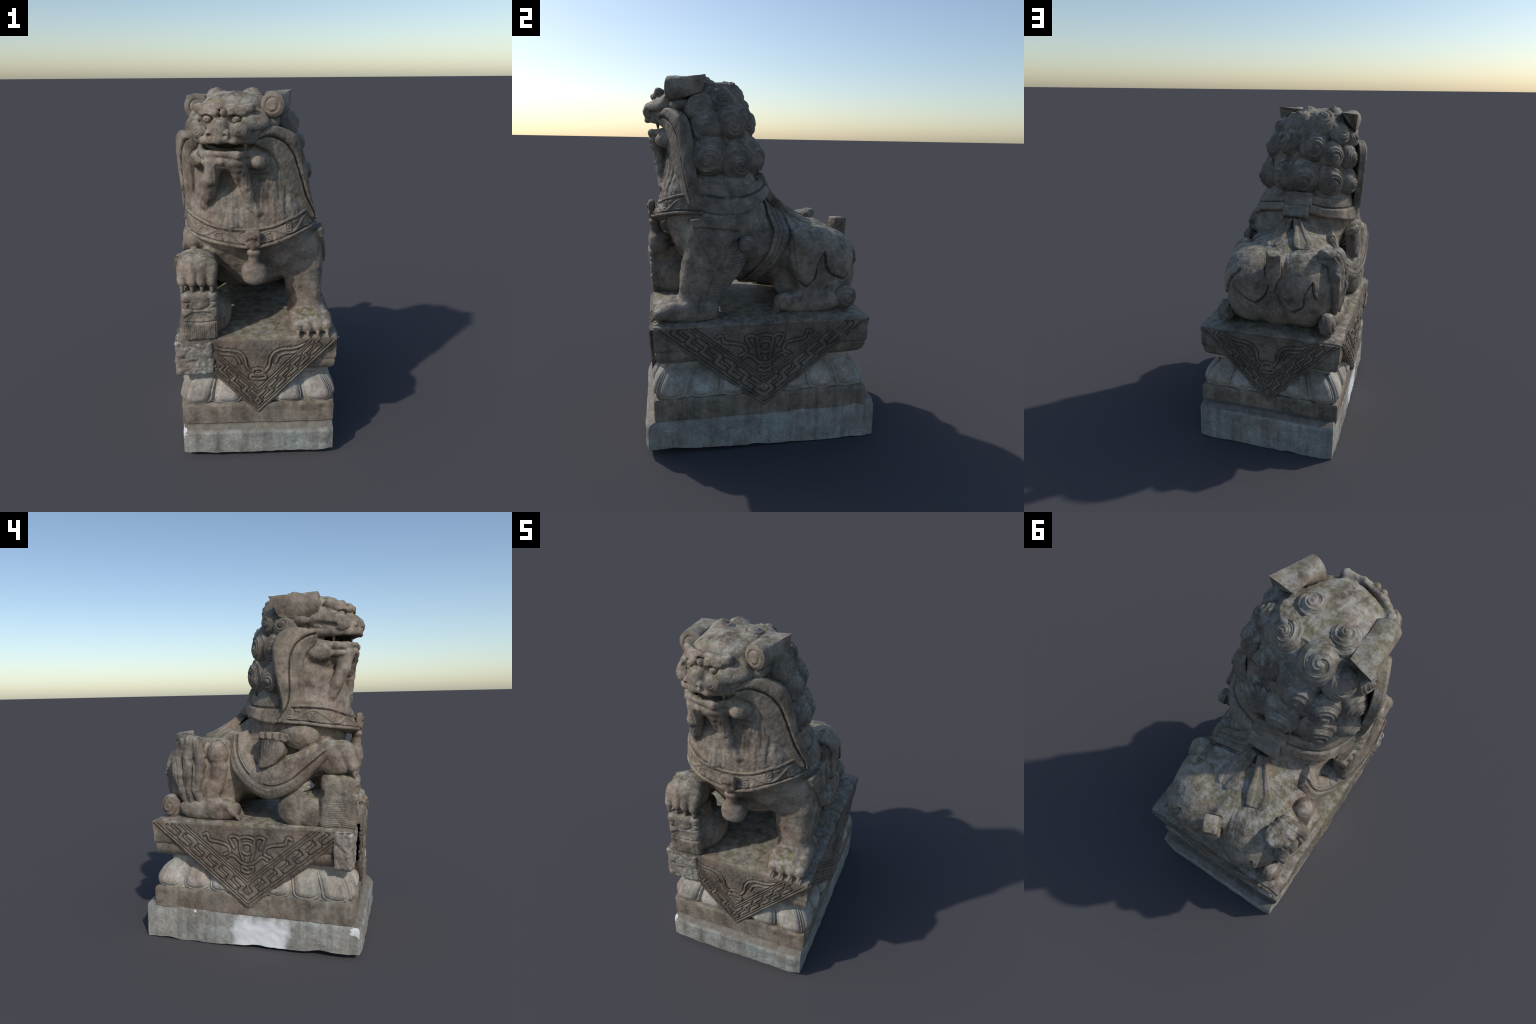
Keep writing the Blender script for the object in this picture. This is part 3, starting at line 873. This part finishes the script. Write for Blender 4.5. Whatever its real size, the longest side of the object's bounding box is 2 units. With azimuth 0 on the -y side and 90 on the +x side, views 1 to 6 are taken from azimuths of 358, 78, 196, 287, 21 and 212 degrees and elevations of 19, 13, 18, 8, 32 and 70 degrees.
# clasp and bell
S = Solid((-0.12, -0.70, 0.99), (0.10, -0.48, 1.35), 0.004)
S.put(ellipsoid((-0.018, -0.588, 1.280), (0.040, 0.018, 0.046), n=4), 0.0)
S.put(ellipsoid((-0.020, -0.606, 1.290), (0.022, 0.010, 0.016)), 0.006)
S.put(capsule((-0.050, -0.606, 1.262), (-0.020, -0.606, 1.285), 0.006), 0.004, op="cut")
S.put(capsule((0.014, -0.606, 1.262), (-0.016, -0.606, 1.285), 0.006), 0.004, op="cut")
S.put(capsule((-0.018, -0.598, 1.27), (-0.016, -0.590, 1.225), 0.014, 0.012), 0.008)
solid_object("clasp", S, CLOTH, root, 0.4)
S = Solid((-0.12, -0.70, 0.98), (0.10, -0.44, 1.30), 0.004)
S.put(ellipsoid((-0.008, -0.548, 1.085), (0.066, 0.062, 0.062), n=2.6), 0.0)
S.put(capsule((-0.010, -0.565, 1.13), (-0.012, -0.572, 1.185), 0.034, 0.026), 0.016)
S.put(ellipsoid((-0.012, -0.575, 1.205), (0.036, 0.032, 0.024)), 0.008)
solid_object("bell", S, CLOTH, root, 0.5)

# ------------------------------------------------------------------ swag of cloth over the raised forearm
fold = lambda s, w, wid: 0.012 * np.sin(np.pi * w) - 0.010 * groove((w - 0.5) * wid, 0.006) + 0.006 * np.clip((w - 0.5) / 0.06, 0, 1) + 0.003 * noise3(np.stack([(w * 26).ravel(), (s * 6).ravel(), (0 * s).ravel()], 1), 1.0, 3).reshape(s.shape)
sheet("cloth_swag",
      [(-0.262, 0.025, 1.245), (-0.300, 0.005, 1.13), (-0.340, -0.065, 1.045), (-0.375, -0.15, 1.012), (-0.402, -0.24, 1.035), (-0.412, -0.34, 1.105), (-0.398, -0.43, 1.165)],
      [(-0.245, 0.125, 1.195), (-0.290, 0.120, 1.09), (-0.322, 0.090, 1.01), (-0.352, 0.020, 0.935), (-0.385, -0.065, 0.890), (-0.405, -0.15, 0.874), (-0.425, -0.28, 0.928), (-0.425, -0.40, 1.040), (-0.410, -0.480, 1.12)],
      (-1, 0, 0.1), 0.07, CLOTH, root, 140, 34, fold, 0.012, bulge=0.010, shade_mask=lambda s, w, wid: np.abs((w - 0.5) * wid) < 0.0045)
# hair tuft at the left elbow, with its scroll-headed cap
hair_lines = lambda s, w, wid: 0.012 * np.sin(np.pi * w) + 0.0016 * np.sin(w * 52 + 2.5 * np.sin(s * 25)) + 0.001 * np.sin(w * 23 + s * 40)
sheet("elbow_tuft", [(-0.375, -0.088, 1.225), (-0.385, -0.084, 1.14), (-0.392, -0.080, 1.07), (-0.395, -0.078, 1.045)],
      [(-0.385, -0.215, 1.205), (-0.408, -0.225, 1.14), (-0.412, -0.175, 1.07), (-0.400, -0.100, 1.040)], (-1, 0, 0), 0.06, HAIR, root, 60, 30, hair_lines, 0.01)
sheet("tuft_cap", [(-0.375, -0.080, 1.245), (-0.385, -0.16, 1.245), (-0.385, -0.235, 1.235), (-0.385, -0.262, 1.205)],
      [(-0.392, -0.080, 1.205), (-0.405, -0.16, 1.200), (-0.402, -0.225, 1.192), (-0.388, -0.265, 1.190)], (-1, 0, 0), 0.05, BODY, root, 50, 16,
      lambda s, w, wid: 0.008 * np.sin(s * 150) * np.sin(np.pi * w), 0.01)

# right shoulder: pointed apron and hair fringe behind the leg
apron_lines = lambda s, w, wid: -0.005 * groove(np.minimum(w, 1 - w) * wid - 0.012, 0.004) + 0.0012 * np.sin(w * wid * 700) + 0.006 * np.sin(np.pi * w)
sheet("shoulder_apron", [(0.361, -0.380, 1.245), (0.387, -0.350, 1.18), (0.397, -0.315, 1.10), (0.397, -0.288, 1.045)],
      [(0.364, -0.160, 1.225), (0.389, -0.185, 1.16), (0.397, -0.235, 1.09), (0.397, -0.282, 1.043)], (1, 0, 0), 0.05, CLOTH, root, 70, 40, apron_lines, 0.008)
sheet("apron_border", [(0.361, -0.395, 1.268), (0.374, -0.33, 1.275), (0.377, -0.26, 1.27), (0.367, -0.135, 1.235)],
      [(0.377, -0.385, 1.225), (0.391, -0.33, 1.232), (0.391, -0.26, 1.222), (0.374, -0.140, 1.205)], (1, 0, 0), 0.05, CLOTH, root, 70, 16,
      lambda s, w, wid: -0.005 * groove(line_distance(s, (w - 0.5) * wid, [spiral_line(0.08, 0, 0.016, 1.4), spiral_line(0.15, 0, 0.016, 1.4, -1)]), 0.004), 0.008)
fringe = lambda s, w, wid: (0.0022 * np.sin(s * 400 + w * 5 + 2 * np.sin(s * 37)) + 0.001 * np.sin(s * 170)) * np.clip(w * 3, 0, 1) + 0.008 * np.sin(np.pi * w)
sheet("leg_fringe", [(0.362, -0.21, 1.14), (0.385, -0.230, 1.04), (0.382, -0.285, 0.93), (0.372, -0.325, 0.83)],
      [(0.330, -0.085, 1.150), (0.350, -0.097, 1.045), (0.345, -0.163, 0.935), (0.338, -0.250, 0.83)], (1, 0.1, 0), 0.09, HAIR, root, 90, 24, fringe, 0.012)
S = Solid((0.30, -0.18, 1.07), (0.44, -0.03, 1.20), 0.004)
S.put(ellipsoid((0.354, -0.105, 1.135), (0.035, 0.042, 0.045)), 0.0)
solid_object("hair_bun", S, HAIR, root, 0.6, 4, lambda v, n: 0.0022 * np.cos(np.hypot(v[:, 1] + 0.105, v[:, 2] - 1.135) * 500))

# girth straps round the trunk on the right: the body's own skin, raised between two curves
strap = Solid((0.0, -0.14, 0.86), (0.42, 0.24, 1.36), 0.005)
gx = np.meshgrid(*[strap.lo[k] + strap.h * np.arange(strap.n[k]) for k in range(3)], indexing="ij")
pts = np.stack([g.ravel() for g in gx], 1)
skin = body.sample(pts)
centre = np.interp(pts[:, 2], [0.86, 0.92, 0.98, 1.07, 1.18, 1.30, 1.36], [-0.09, -0.05, 0.00, 0.055, 0.085, 0.07, 0.05])
across = pts[:, 1] - centre - 0.023
lift = 0.012 - 0.006 * groove(np.abs(across) - 0.012, 0.004)
strap.F = np.maximum(np.maximum(skin - lift, (np.abs(across) - 0.044) * 0.9), -skin - 0.02).reshape(strap.n).astype(np.float32)
solid_object("girth_strap", strap, CLOTH, root, 0.4)

# plume of hair over the left thigh
plume = Solid((-0.45, 0.24, 0.74), (-0.20, 0.50, 1.27), 0.0045)
chain(plume, [(-0.335, 0.385, 1.175), (-0.352, 0.425, 1.08), (-0.358, 0.415, 0.99), (-0.352, 0.395, 0.90), (-0.346, 0.375, 0.83)], (0.036, 0.036, 0.034, 0.030, 0.016), 0.0)
chain(plume, [(-0.340, 0.350, 1.180), (-0.366, 0.352, 1.09), (-0.368, 0.355, 0.99), (-0.360, 0.345, 0.89), (-0.352, 0.335, 0.79)], (0.034, 0.030, 0.030, 0.026, 0.014), 0.002)
chain(plume, [(-0.336, 0.312, 1.175), (-0.362, 0.272, 1.08), (-0.372, 0.286, 0.99), (-0.364, 0.306, 0.91), (-0.352, 0.272, 0.80)], (0.036, 0.036, 0.034, 0.030, 0.012), 0.002)
chain(plume, [(-0.30, 0.34, 1.15), (-0.315, 0.35, 1.0), (-0.315, 0.34, 0.85)], (0.05, 0.055, 0.04), 0.004)
plume.put(ellipsoid((-0.301, 0.345, 1.163), (0.06, 0.085, 0.05)), 0.02)
solid_object("thigh_plume", plume, HAIR, root, 0.8, 6, lambda v, n: 0.0050 * noise3(np.stack([(v[:, 1] + 0.015 * np.sin(v[:, 2] * 14)) * 110, v[:, 2] * 5, v[:, 0] * 30], 1), 1.0, 6))
S = Solid((-0.40, 0.28, 1.10), (-0.20, 0.50, 1.30), 0.004)
S.put(ellipsoid((-0.290, 0.390, 1.195), (0.048, 0.058, 0.034), rot(20, 0, 30), 2.6), 0.0)
S.put(ellipsoid((-0.321, 0.36, 1.193), (0.03, 0.05, 0.03), rot(10, 10, 0), 2.6), 0.01)
solid_object("plume_knot", S, HAIR, root, 1.2, 8)

# ------------------------------------------------------------------ the cub held under the raised paw
cub = Solid((-0.45, -0.67, 0.70), (-0.08, -0.12, 1.06), 0.0045)
cub.put(box((-0.302, -0.512, 0.865), (0.097, 0.103, 0.145), 0.028, rot(4, 0, 4)), 0.0)
cub.put(ellipsoid((-0.245, -0.43, 0.82), (0.11, 0.13, 0.105), n=2.6), 0.03)
cub.put(ellipsoid((-0.345, -0.275, 0.81), (0.065, 0.10, 0.09), n=2.4), 0.01)
cub.put(ellipsoid((-0.365, -0.365, 0.80), (0.045, 0.06, 0.085), n=2.4), 0.008)
cub.put(capsule((-0.36, -0.33, 0.95), (-0.365, -0.26, 0.86), 0.035, 0.045), 0.02)
cub.put(ellipsoid((-0.345, -0.50, 0.80), (0.065, 0.095, 0.08), n=2.6), 0.01)
cub.put(ellipsoid((-0.405, -0.405, 0.915), (0.05, 0.035, 0.03)), 0.02, op="cut")


def cub_relief(v, n):
    x, y, z = v.T
    front, left = n[:, 1] < -0.5, n[:, 0] < -0.5
    face = np.stack([x + 0.295, z - 0.865], 1)
    lines = [spline([(-0.09, -0.015), (-0.05, 0.018), (0, 0.026), (0.05, 0.018), (0.085, -0.012)], 20), spline([(-0.085, -0.028), (0, -0.034), (0.085, -0.026)], 12),
             [(-0.10, 0.05), (-0.05, 0.05)], [(-0.10, 0.085), (-0.055, 0.085)], [(0.055, 0.05), (0.10, 0.055)], [(0.05, 0.085), (0.10, 0.085)],
             spline([(-0.05, 0.09), (-0.055, 0.055), (-0.02, 0.042), (0.03, 0.05), (0.055, 0.07), (0.05, 0.1)], 20)]
    h = -0.007 * groove(line_distance(face[:, 0], face[:, 1], lines), 0.005)
    h += np.where(z < 0.832, 0.0022 * np.sin(x * 620), 0)
    h -= 0.010 * np.exp(-((x + 0.295) / 0.055) ** 4 - ((z - 0.865) / 0.02) ** 4)
    side = np.where((z < 0.88) & (y < -0.40), 0.0020 * np.sin((z + 2.2 * (y + 0.48) ** 2 + 0.15 * y) * 520), 0)
    return np.where(front, h, 0) + np.where(left, side, 0)


solid_object("lion_cub", cub, BODY, root, 0.9, 7, cub_relief)

# ------------------------------------------------------------------ pedestal
X, YF, YB, CX = 0.432, -0.600, 0.570, 0.006


def ring_profile(name, rows, material, close_bottom, close_top, seed, amount=1.0, per=0.012, kind=None):
    """a square moulding: rows of (z, half width x, y front, y back) with finely divided sides"""
    loops = []
    m = [int((2 * X) / per), int((YB - YF) / per)]
    for z, hx, y0, y1 in rows:
        s0, s1 = np.linspace(0, 1, m[0], endpoint=False), np.linspace(0, 1, m[1], endpoint=False)
        P = [np.stack([-hx + 2 * hx * s0, 0 * s0 + y0], 1), np.stack([0 * s1 + hx, y0 + (y1 - y0) * s1], 1),
             np.stack([hx - 2 * hx * s0, 0 * s0 + y1], 1), np.stack([0 * s1 - hx, y1 - (y1 - y0) * s1], 1)]
        P = np.vstack(P)
        loops.append(np.c_[P, np.full(len(P), z)])
    nl = len(loops[0])
    out = np.vstack(loops)
    out[:, 0] += CX
    v = out + 0
    d = np.c_[(v[:, 0] - CX) / X, v[:, 1] / 0.6]
    d = np.sign(d) * np.abs(d) ** 8
    d /= np.linalg.norm(d, axis=1, keepdims=True) + 1e-9
    h = rough(v, seed, amount)
    corner = np.clip((np.abs(v[:, 0] - CX) / X + np.abs(v[:, 1]) / 0.6) - 1.93, 0, 1)
    v[:, :2] += d * (h - 0.10 * corner)[:, None]
    v[:, 2] += 0.5 * rough(out, seed + 3, amount)
    q = grid_quads(len(rows), nl)
    wrap = np.array([[i * nl + nl - 1, (i + 1) * nl + nl - 1, (i + 1) * nl, i * nl] for i in range(len(rows) - 1)])
    q = np.vstack([q, wrap])[:, ::-1]
    caps = []
    if close_top:
        caps.append([(len(rows) - 1) * nl + j for j in range(nl)])
    if close_bottom:
        caps.append([j for j in range(nl)][::-1])
    me = bpy.data.meshes.new(name)
    me.from_pydata(v.tolist(), [], q.tolist() + caps)
    me.polygons.foreach_set("use_smooth", np.ones(len(me.polygons), bool))
    ob = link(name, me, material, pedestal)
    sharp_by_angle(ob, 35)
    return ob


def steps(points, per=0.012):
    """subdivide a moulding profile"""
    P = np.array(points, float)
    out = [P[0]]
    for a, b in zip(P[:-1], P[1:]):
        n = max(1, int(np.linalg.norm(b - a) / per))
        out += [a + (b - a) * t for t in np.linspace(0, 1, n + 1)[1:]]
    return out


slab = ring_profile("base_slab", steps([(0.03, 0.30, -0.45, 0.45), (0.0, 0.415, -0.625, 0.628), (0.0, 0.428, -0.647, 0.645), (0.178, 0.428, -0.647, 0.643), (0.192, 0.426, -0.638, 0.636), (0.210, 0.418, -0.604, 0.604), (0.212, 0.30, -0.45, 0.45)]),
                    BASE, True, True, 31, 0.9)
# ragged foot of the slab
me = slab.data
co = np.empty(len(me.vertices) * 3)
me.vertices.foreach_get("co", co)
co = co.reshape(-1, 3)
co[:, 2] += (0.018 * co[:, 1] / 0.64) * np.clip(co[:, 2] / 0.15, 0, 1)
lift = 0.034 * np.clip((0.35 - co[:, 1]) / 0.99, 0, 1) + 0.012 * np.clip(noise3(co * V(1, 1, 0), 11, 2) + 0.1, 0, 1)
co[:, 2] = np.maximum(0, co[:, 2])
co[:, 2] += lift * np.clip(1 - co[:, 2] / 0.14, 0, 1)
co[np.argmin(co[:, 2]), 2] = 0.0
me.vertices.foreach_set("co", co.ravel())
ring_profile("fillet_band", steps([(0.200, 0.428, -0.602, 0.570), (0.310, 0.431, -0.604, 0.570), (0.322, 0.425, -0.596, 0.562), (0.324, 0.40, -0.56, 0.53)]), BAND, True, True, 33, 0.8)
ring_profile("lotus_core", steps([(0.318, 0.408, -0.574, 0.546), (0.365, 0.406, -0.572, 0.542), (0.41, 0.392, -0.560, 0.520), (0.44, 0.376, -0.546, 0.494), (0.46, 0.364, -0.536, 0.476), (0.50, 0.362, -0.532, 0.472), (0.53, 0.375, -0.545, 0.485)]), PETAL, True, True, 35, 0.8)
ring_profile("cushion_moulding", steps([(0.508, 0.375, -0.540, 0.490), (0.520, 0.398, -0.563, 0.522), (0.545, 0.418, -0.582, 0.548), (0.575, 0.424, -0.588, 0.556), (0.590, 0.418, -0.582, 0.550)]),
             BAND, True, True, 37, 0.9)
ring_profile("top_slab", steps([(0.585, 0.420, -0.585, 0.553), (0.600, 0.430, -0.592, 0.562), (0.700, 0.432, -0.598, 0.566), (0.724, 0.429, -0.595, 0.563), (0.731, 0.40, -0.57, 0.535), (0.738, 0.32, -0.48, 0.44), (0.742, 0.15, -0.25, 0.25)]),
             BAND, True, True, 39, 1.0)


def petal_mesh(width, slope_out, height, seed, centre, span):
    """one lotus petal: swollen pillow inside a raised double border; local x along, y outward, z up"""
    nu, nv = 44, 30
    u, w = np.meshgrid(np.linspace(-1, 1, nu), np.linspace(0, 1, nv), indexing="ij")
    half = width / 2 * 0.985
    x = u * half
    z = w * height
    y = slope_out * (1 - w ** 2.2)                         # leans back to the neck
    rim = (1 - (np.abs(u) ** 6 + np.abs(np.clip(1 - (w + 0.03) / 0.5, 0, 1)) ** 5) ** 0.18) * half
    scallop = 0.010 * np.cos(u * math.pi * 1.0) * (1 - w)
    rim = np.maximum(rim, 0)
    pillow = 0.034 * np.clip(rim / 0.045, 0, 1) ** 0.6
    h = pillow - 0.009 * groove(rim - 0.018, 0.004) - 0.012 * np.clip(1 - rim / 0.006, 0, 1)
    h = np.where(h > 0, h * (1 - 0.55 * w ** 3), h)
    y = y + h * 0.9
    z = z + h * 0.35 * w - scallop * 0.6
    x = (centre + x) * (1 - (slope_out * w ** 2.2 + 0.012 - h * 0.5) / span) - centre   # the course narrows as it leans in
    v = np.stack([x, y, z], -1).reshape(-1, 3)
    v[:, 1] += 0.5 * rough(v + V(centre, seed, 0), seed)
    back = v.copy()
    back[:, 1] = np.minimum(back[:, 1], slope_out * (1 - (w.ravel()) ** 2.2)) - 0.04
    allv = np.vstack([v, back])
    q = grid_quads(nu, nv)
    m = nu * nv
    ring = np.r_[np.arange(nv), np.arange(1, nu) * nv + nv - 1, (nu - 1) * nv + np.arange(nv - 2, -1, -1), np.arange(nu - 2, 0, -1) * nv]
    nxt = np.roll(ring, -1)
    q = np.vstack([q[:, ::-1], q + m, np.stack([ring, nxt, nxt + m, ring + m], 1)])
    return make_mesh("lotus_petal", allv, q[:, ::-1] if False else q)


def petal_row(count, a, b, outward, seed, zbase, height, slope, base):
    ends = (V(*b) - V(*a)) / np.linalg.norm(V(*b) - V(*a)) * 0.004
    a, b = V(*a) + ends, V(*b) - ends
    width = np.linalg.norm(V(*b) - V(*a)) / count
    t = (V(*b) - V(*a)) / np.linalg.norm(V(*b) - V(*a))
    for i in range(count):
        c = V(*a) + t * width * (i + 0.5)
        flip = np.cross(np.r_[-t, 0], np.r_[outward, 0])[2] > 0
        along = width * (i + 0.5 - count / 2)
        me = petal_mesh(width, slope, height, seed, -along if flip else along, width * count / 2)
        ob = link("lotus_petal", me, PETAL, pedestal)
        M = np.eye(4)
        j = 1 + 0.03 * math.sin(i * 2.3 + seed)
        M[:3, 0] = np.r_[-t if np.cross(np.r_[-t, 0], np.r_[outward, 0])[2] > 0 else t, 0]
        M[:3, 1], M[:3, 2] = np.r_[outward, 0] * j, V(0, 0, 1)
        M[:3, 3] = np.r_[c - V(*outward) * (slope + 0.019), zbase]
        ob.matrix_world = Matrix(M.tolist())


PX, PF, PB = 0.428, -0.597, 0.564
petal_row(5, (CX - PX, PF), (CX + PX, PF), (0, -1), 1, 0.322, 0.150, 0.055, 0.085)
petal_row(5, (CX - PX, PB), (CX + PX, PB), (0, 1), 2, 0.322, 0.150, 0.080, 0.107)
petal_row(7, (CX + PX, PF), (CX + PX, PB), (1, 0), 3, 0.322, 0.150, 0.060, 0.087)
petal_row(7, (CX - PX, PF), (CX - PX, PB), (-1, 0), 4, 0.322, 0.150, 0.060, 0.087)


# hanging cloth triangles, engraved with a key-fret border and a scrolling flower
def fret_lines(length, band, unit=0.125):
    """a run of interlocking stepped bars, all of one hand"""
    lines, s = [], 0.03
    lo_, hi_ = band * 0.27, band * 0.73
    while s < length - unit * 0.6:
        lines.append([(s, hi_), (s + unit * 0.46, hi_), (s + unit * 0.46, lo_), (s + unit * 0.95, lo_)])
        s += unit * 0.74
    return lines


def cloth_panel(W, H, origin, along, outward, band, motif, cut=None, seed=0):
    """triangle hanging from z = origin z; along = unit vector of its top edge"""
    nu, nv = 380, 170
    u, t = np.meshgrid(np.linspace(-1, 1, nu), np.linspace(0, 1, nv) ** 0.95, indexing="ij")
    s = u * W * (1 - t * 0.985)
    d = t * H
    L = math.hypot(W, H)
    de = ((1 - d / H) * W - np.abs(s)) * H / L                   # distance to the slanting edge
    al = (d * H + (W - np.abs(s)) * W) / L                        # run along that edge, from the top corner
    h = np.zeros_like(s)
    shaded = np.zeros(s.shape, bool)
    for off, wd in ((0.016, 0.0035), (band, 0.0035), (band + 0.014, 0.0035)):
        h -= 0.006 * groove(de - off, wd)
        shaded |= np.abs(de - off) < 0.0030
    inner = band - 0.022
    fd = line_distance(al, de - 0.020, fret_lines(L - 0.02, inner))
    bar = inner * 0.145
    h -= np.where((de > 0.018) & (de < band - 0.002), 0.0065 * groove(fd - bar, 0.0038), 0)
    h += np.where((de > 0.018) & (de < band - 0.002), 0.002 * np.clip((bar - fd) / 0.004, 0, 1), 0)
    shaded |= (de > 0.018) & (de < band - 0.002) & (np.abs(fd - bar) < 0.0032)
    field = de > band + 0.016
    md = line_distance(np.abs(s), d, motif)
    h += np.where(field, 0.004 * np.clip((0.007 - md) / 0.003, 0, 1) - 0.005 * groove(md - 0.0105, 0.0035), 0)
    shaded |= field & (np.abs(md - 0.0105) < 0.0030)
    h -= 0.006 * np.clip(1 - de / 0.006, 0, 1)
    o, al3, out = V(*origin), V(*along), V(*outward)
    P = o + s[..., None] * al3 - d[..., None] * V(0, 0, 1)
    flat = P.reshape(-1, 3)
    h = h + 0.7 * rough(flat, seed).reshape(h.shape)
    front, back = P + h[..., None] * out, P - 0.06 * out
    v = np.vstack([front.reshape(-1, 3), back.reshape(-1, 3)])
    q = grid_quads(nu, nv)
    m = nu * nv
    ring = np.r_[np.arange(nv), np.arange(1, nu) * nv + nv - 1, (nu - 1) * nv + np.arange(nv - 2, -1, -1), np.arange(nu - 2, 0, -1) * nv]
    nxt = np.roll(ring, -1)
    q = np.vstack([q, q[:, ::-1] + m, np.stack([ring, ring + m, nxt + m, nxt], 1)])
    f = q[(nu // 2) * (nv - 1) + 20]
    if np.cross(v[f[2]] - v[f[0]], v[f[3]] - v[f[1]]) @ out < 0:
        q = q[:, ::-1]
    if cut is not None:                                           # the broken corner: keep what lies beyond
        keep = v[q][:, :, 0].min(1) > cut + 0.012 * noise3(v[q[:, 0]] * V(0, 0, 1), 30, 3)
        q = q[keep]
    ob = link("hanging_cloth", make_mesh("hanging_cloth", v, q), PANEL, pedestal)
    shade_grooves(ob, q, np.r_[shaded.ravel(), np.zeros(m, bool)])  # border, fret and flower grooves carry painted shade
    sharp_by_angle(ob, 60)
    return ob


side_motif = [spline([(0.255, 0.055), (0.235, 0.045), (0.225, 0.065), (0.215, 0.085), (0.16, 0.095), (0.115, 0.11), (0.10, 0.145), (0.135, 0.165)], 30),
              spline([(0.0, 0.215), (0.035, 0.205), (0.07, 0.175), (0.095, 0.165), (0.115, 0.180)], 20),
              spline([(0.025, 0.185), (0.04, 0.13), (0.045, 0.075), (0.07, 0.055), (0.10, 0.062), (0.095, 0.085), (0.075, 0.12)], 24),
              spline([(0.0, 0.09), (0.028, 0.10), (0.026, 0.14), (0.0, 0.155)], 14), spline([(0.0, 0.235), (0.03, 0.225), (0.03, 0.25), (0.0, 0.262)], 14),
              spline([(0.0, 0.055), (0.03, 0.06), (0.045, 0.072)], 8)]
front_motif = [spline([(0.26, 0.02), (0.20, 0.045), (0.14, 0.05), (0.095, 0.065), (0.07, 0.10), (0.06, 0.15), (0.035, 0.185)], 26),
               spline([(0.26, 0.045), (0.20, 0.07), (0.15, 0.075), (0.115, 0.09), (0.095, 0.13)], 22),
               spline([(0.0, 0.165), (0.025, 0.172), (0.025, 0.195), (0.0, 0.20)], 12), spline([(0.0, 0.21), (0.035, 0.205), (0.04, 0.225), (0.0, 0.235)], 12)]

ZT = 0.715
cloth_panel(0.575, ZT - 0.252, (0.445, -0.015, ZT), (0, 1, 0), (1, 0, 0), 0.115, side_motif, seed=41)
cloth_panel(0.575, ZT - 0.248, (-0.438, -0.015, ZT), (0, 1, 0), (-1, 0, 0), 0.115, side_motif, seed=42)
cloth_panel(0.425, ZT - 0.282, (CX, 0.579, ZT), (1, 0, 0), (0, 1, 0), 0.095, front_motif, seed=43)
cloth_panel(0.425, ZT - 0.268, (CX, -0.613, ZT), (1, 0, 0), (0, -1, 0), 0.095, front_motif, cut=-0.225, seed=44)

# replacement block let into the broken front corner
S = Solid((-0.47, -0.63, 0.47), (-0.19, -0.50, 0.75), 0.004)
S.put(box((-0.335, -0.545, 0.612), (0.106, 0.055, 0.106), 0.022), 0.0)
solid_object("corner_block", S, BLOCK, pedestal, 1.6, 11, lambda v, n: 0.004 * noise3(v, 55, 8))
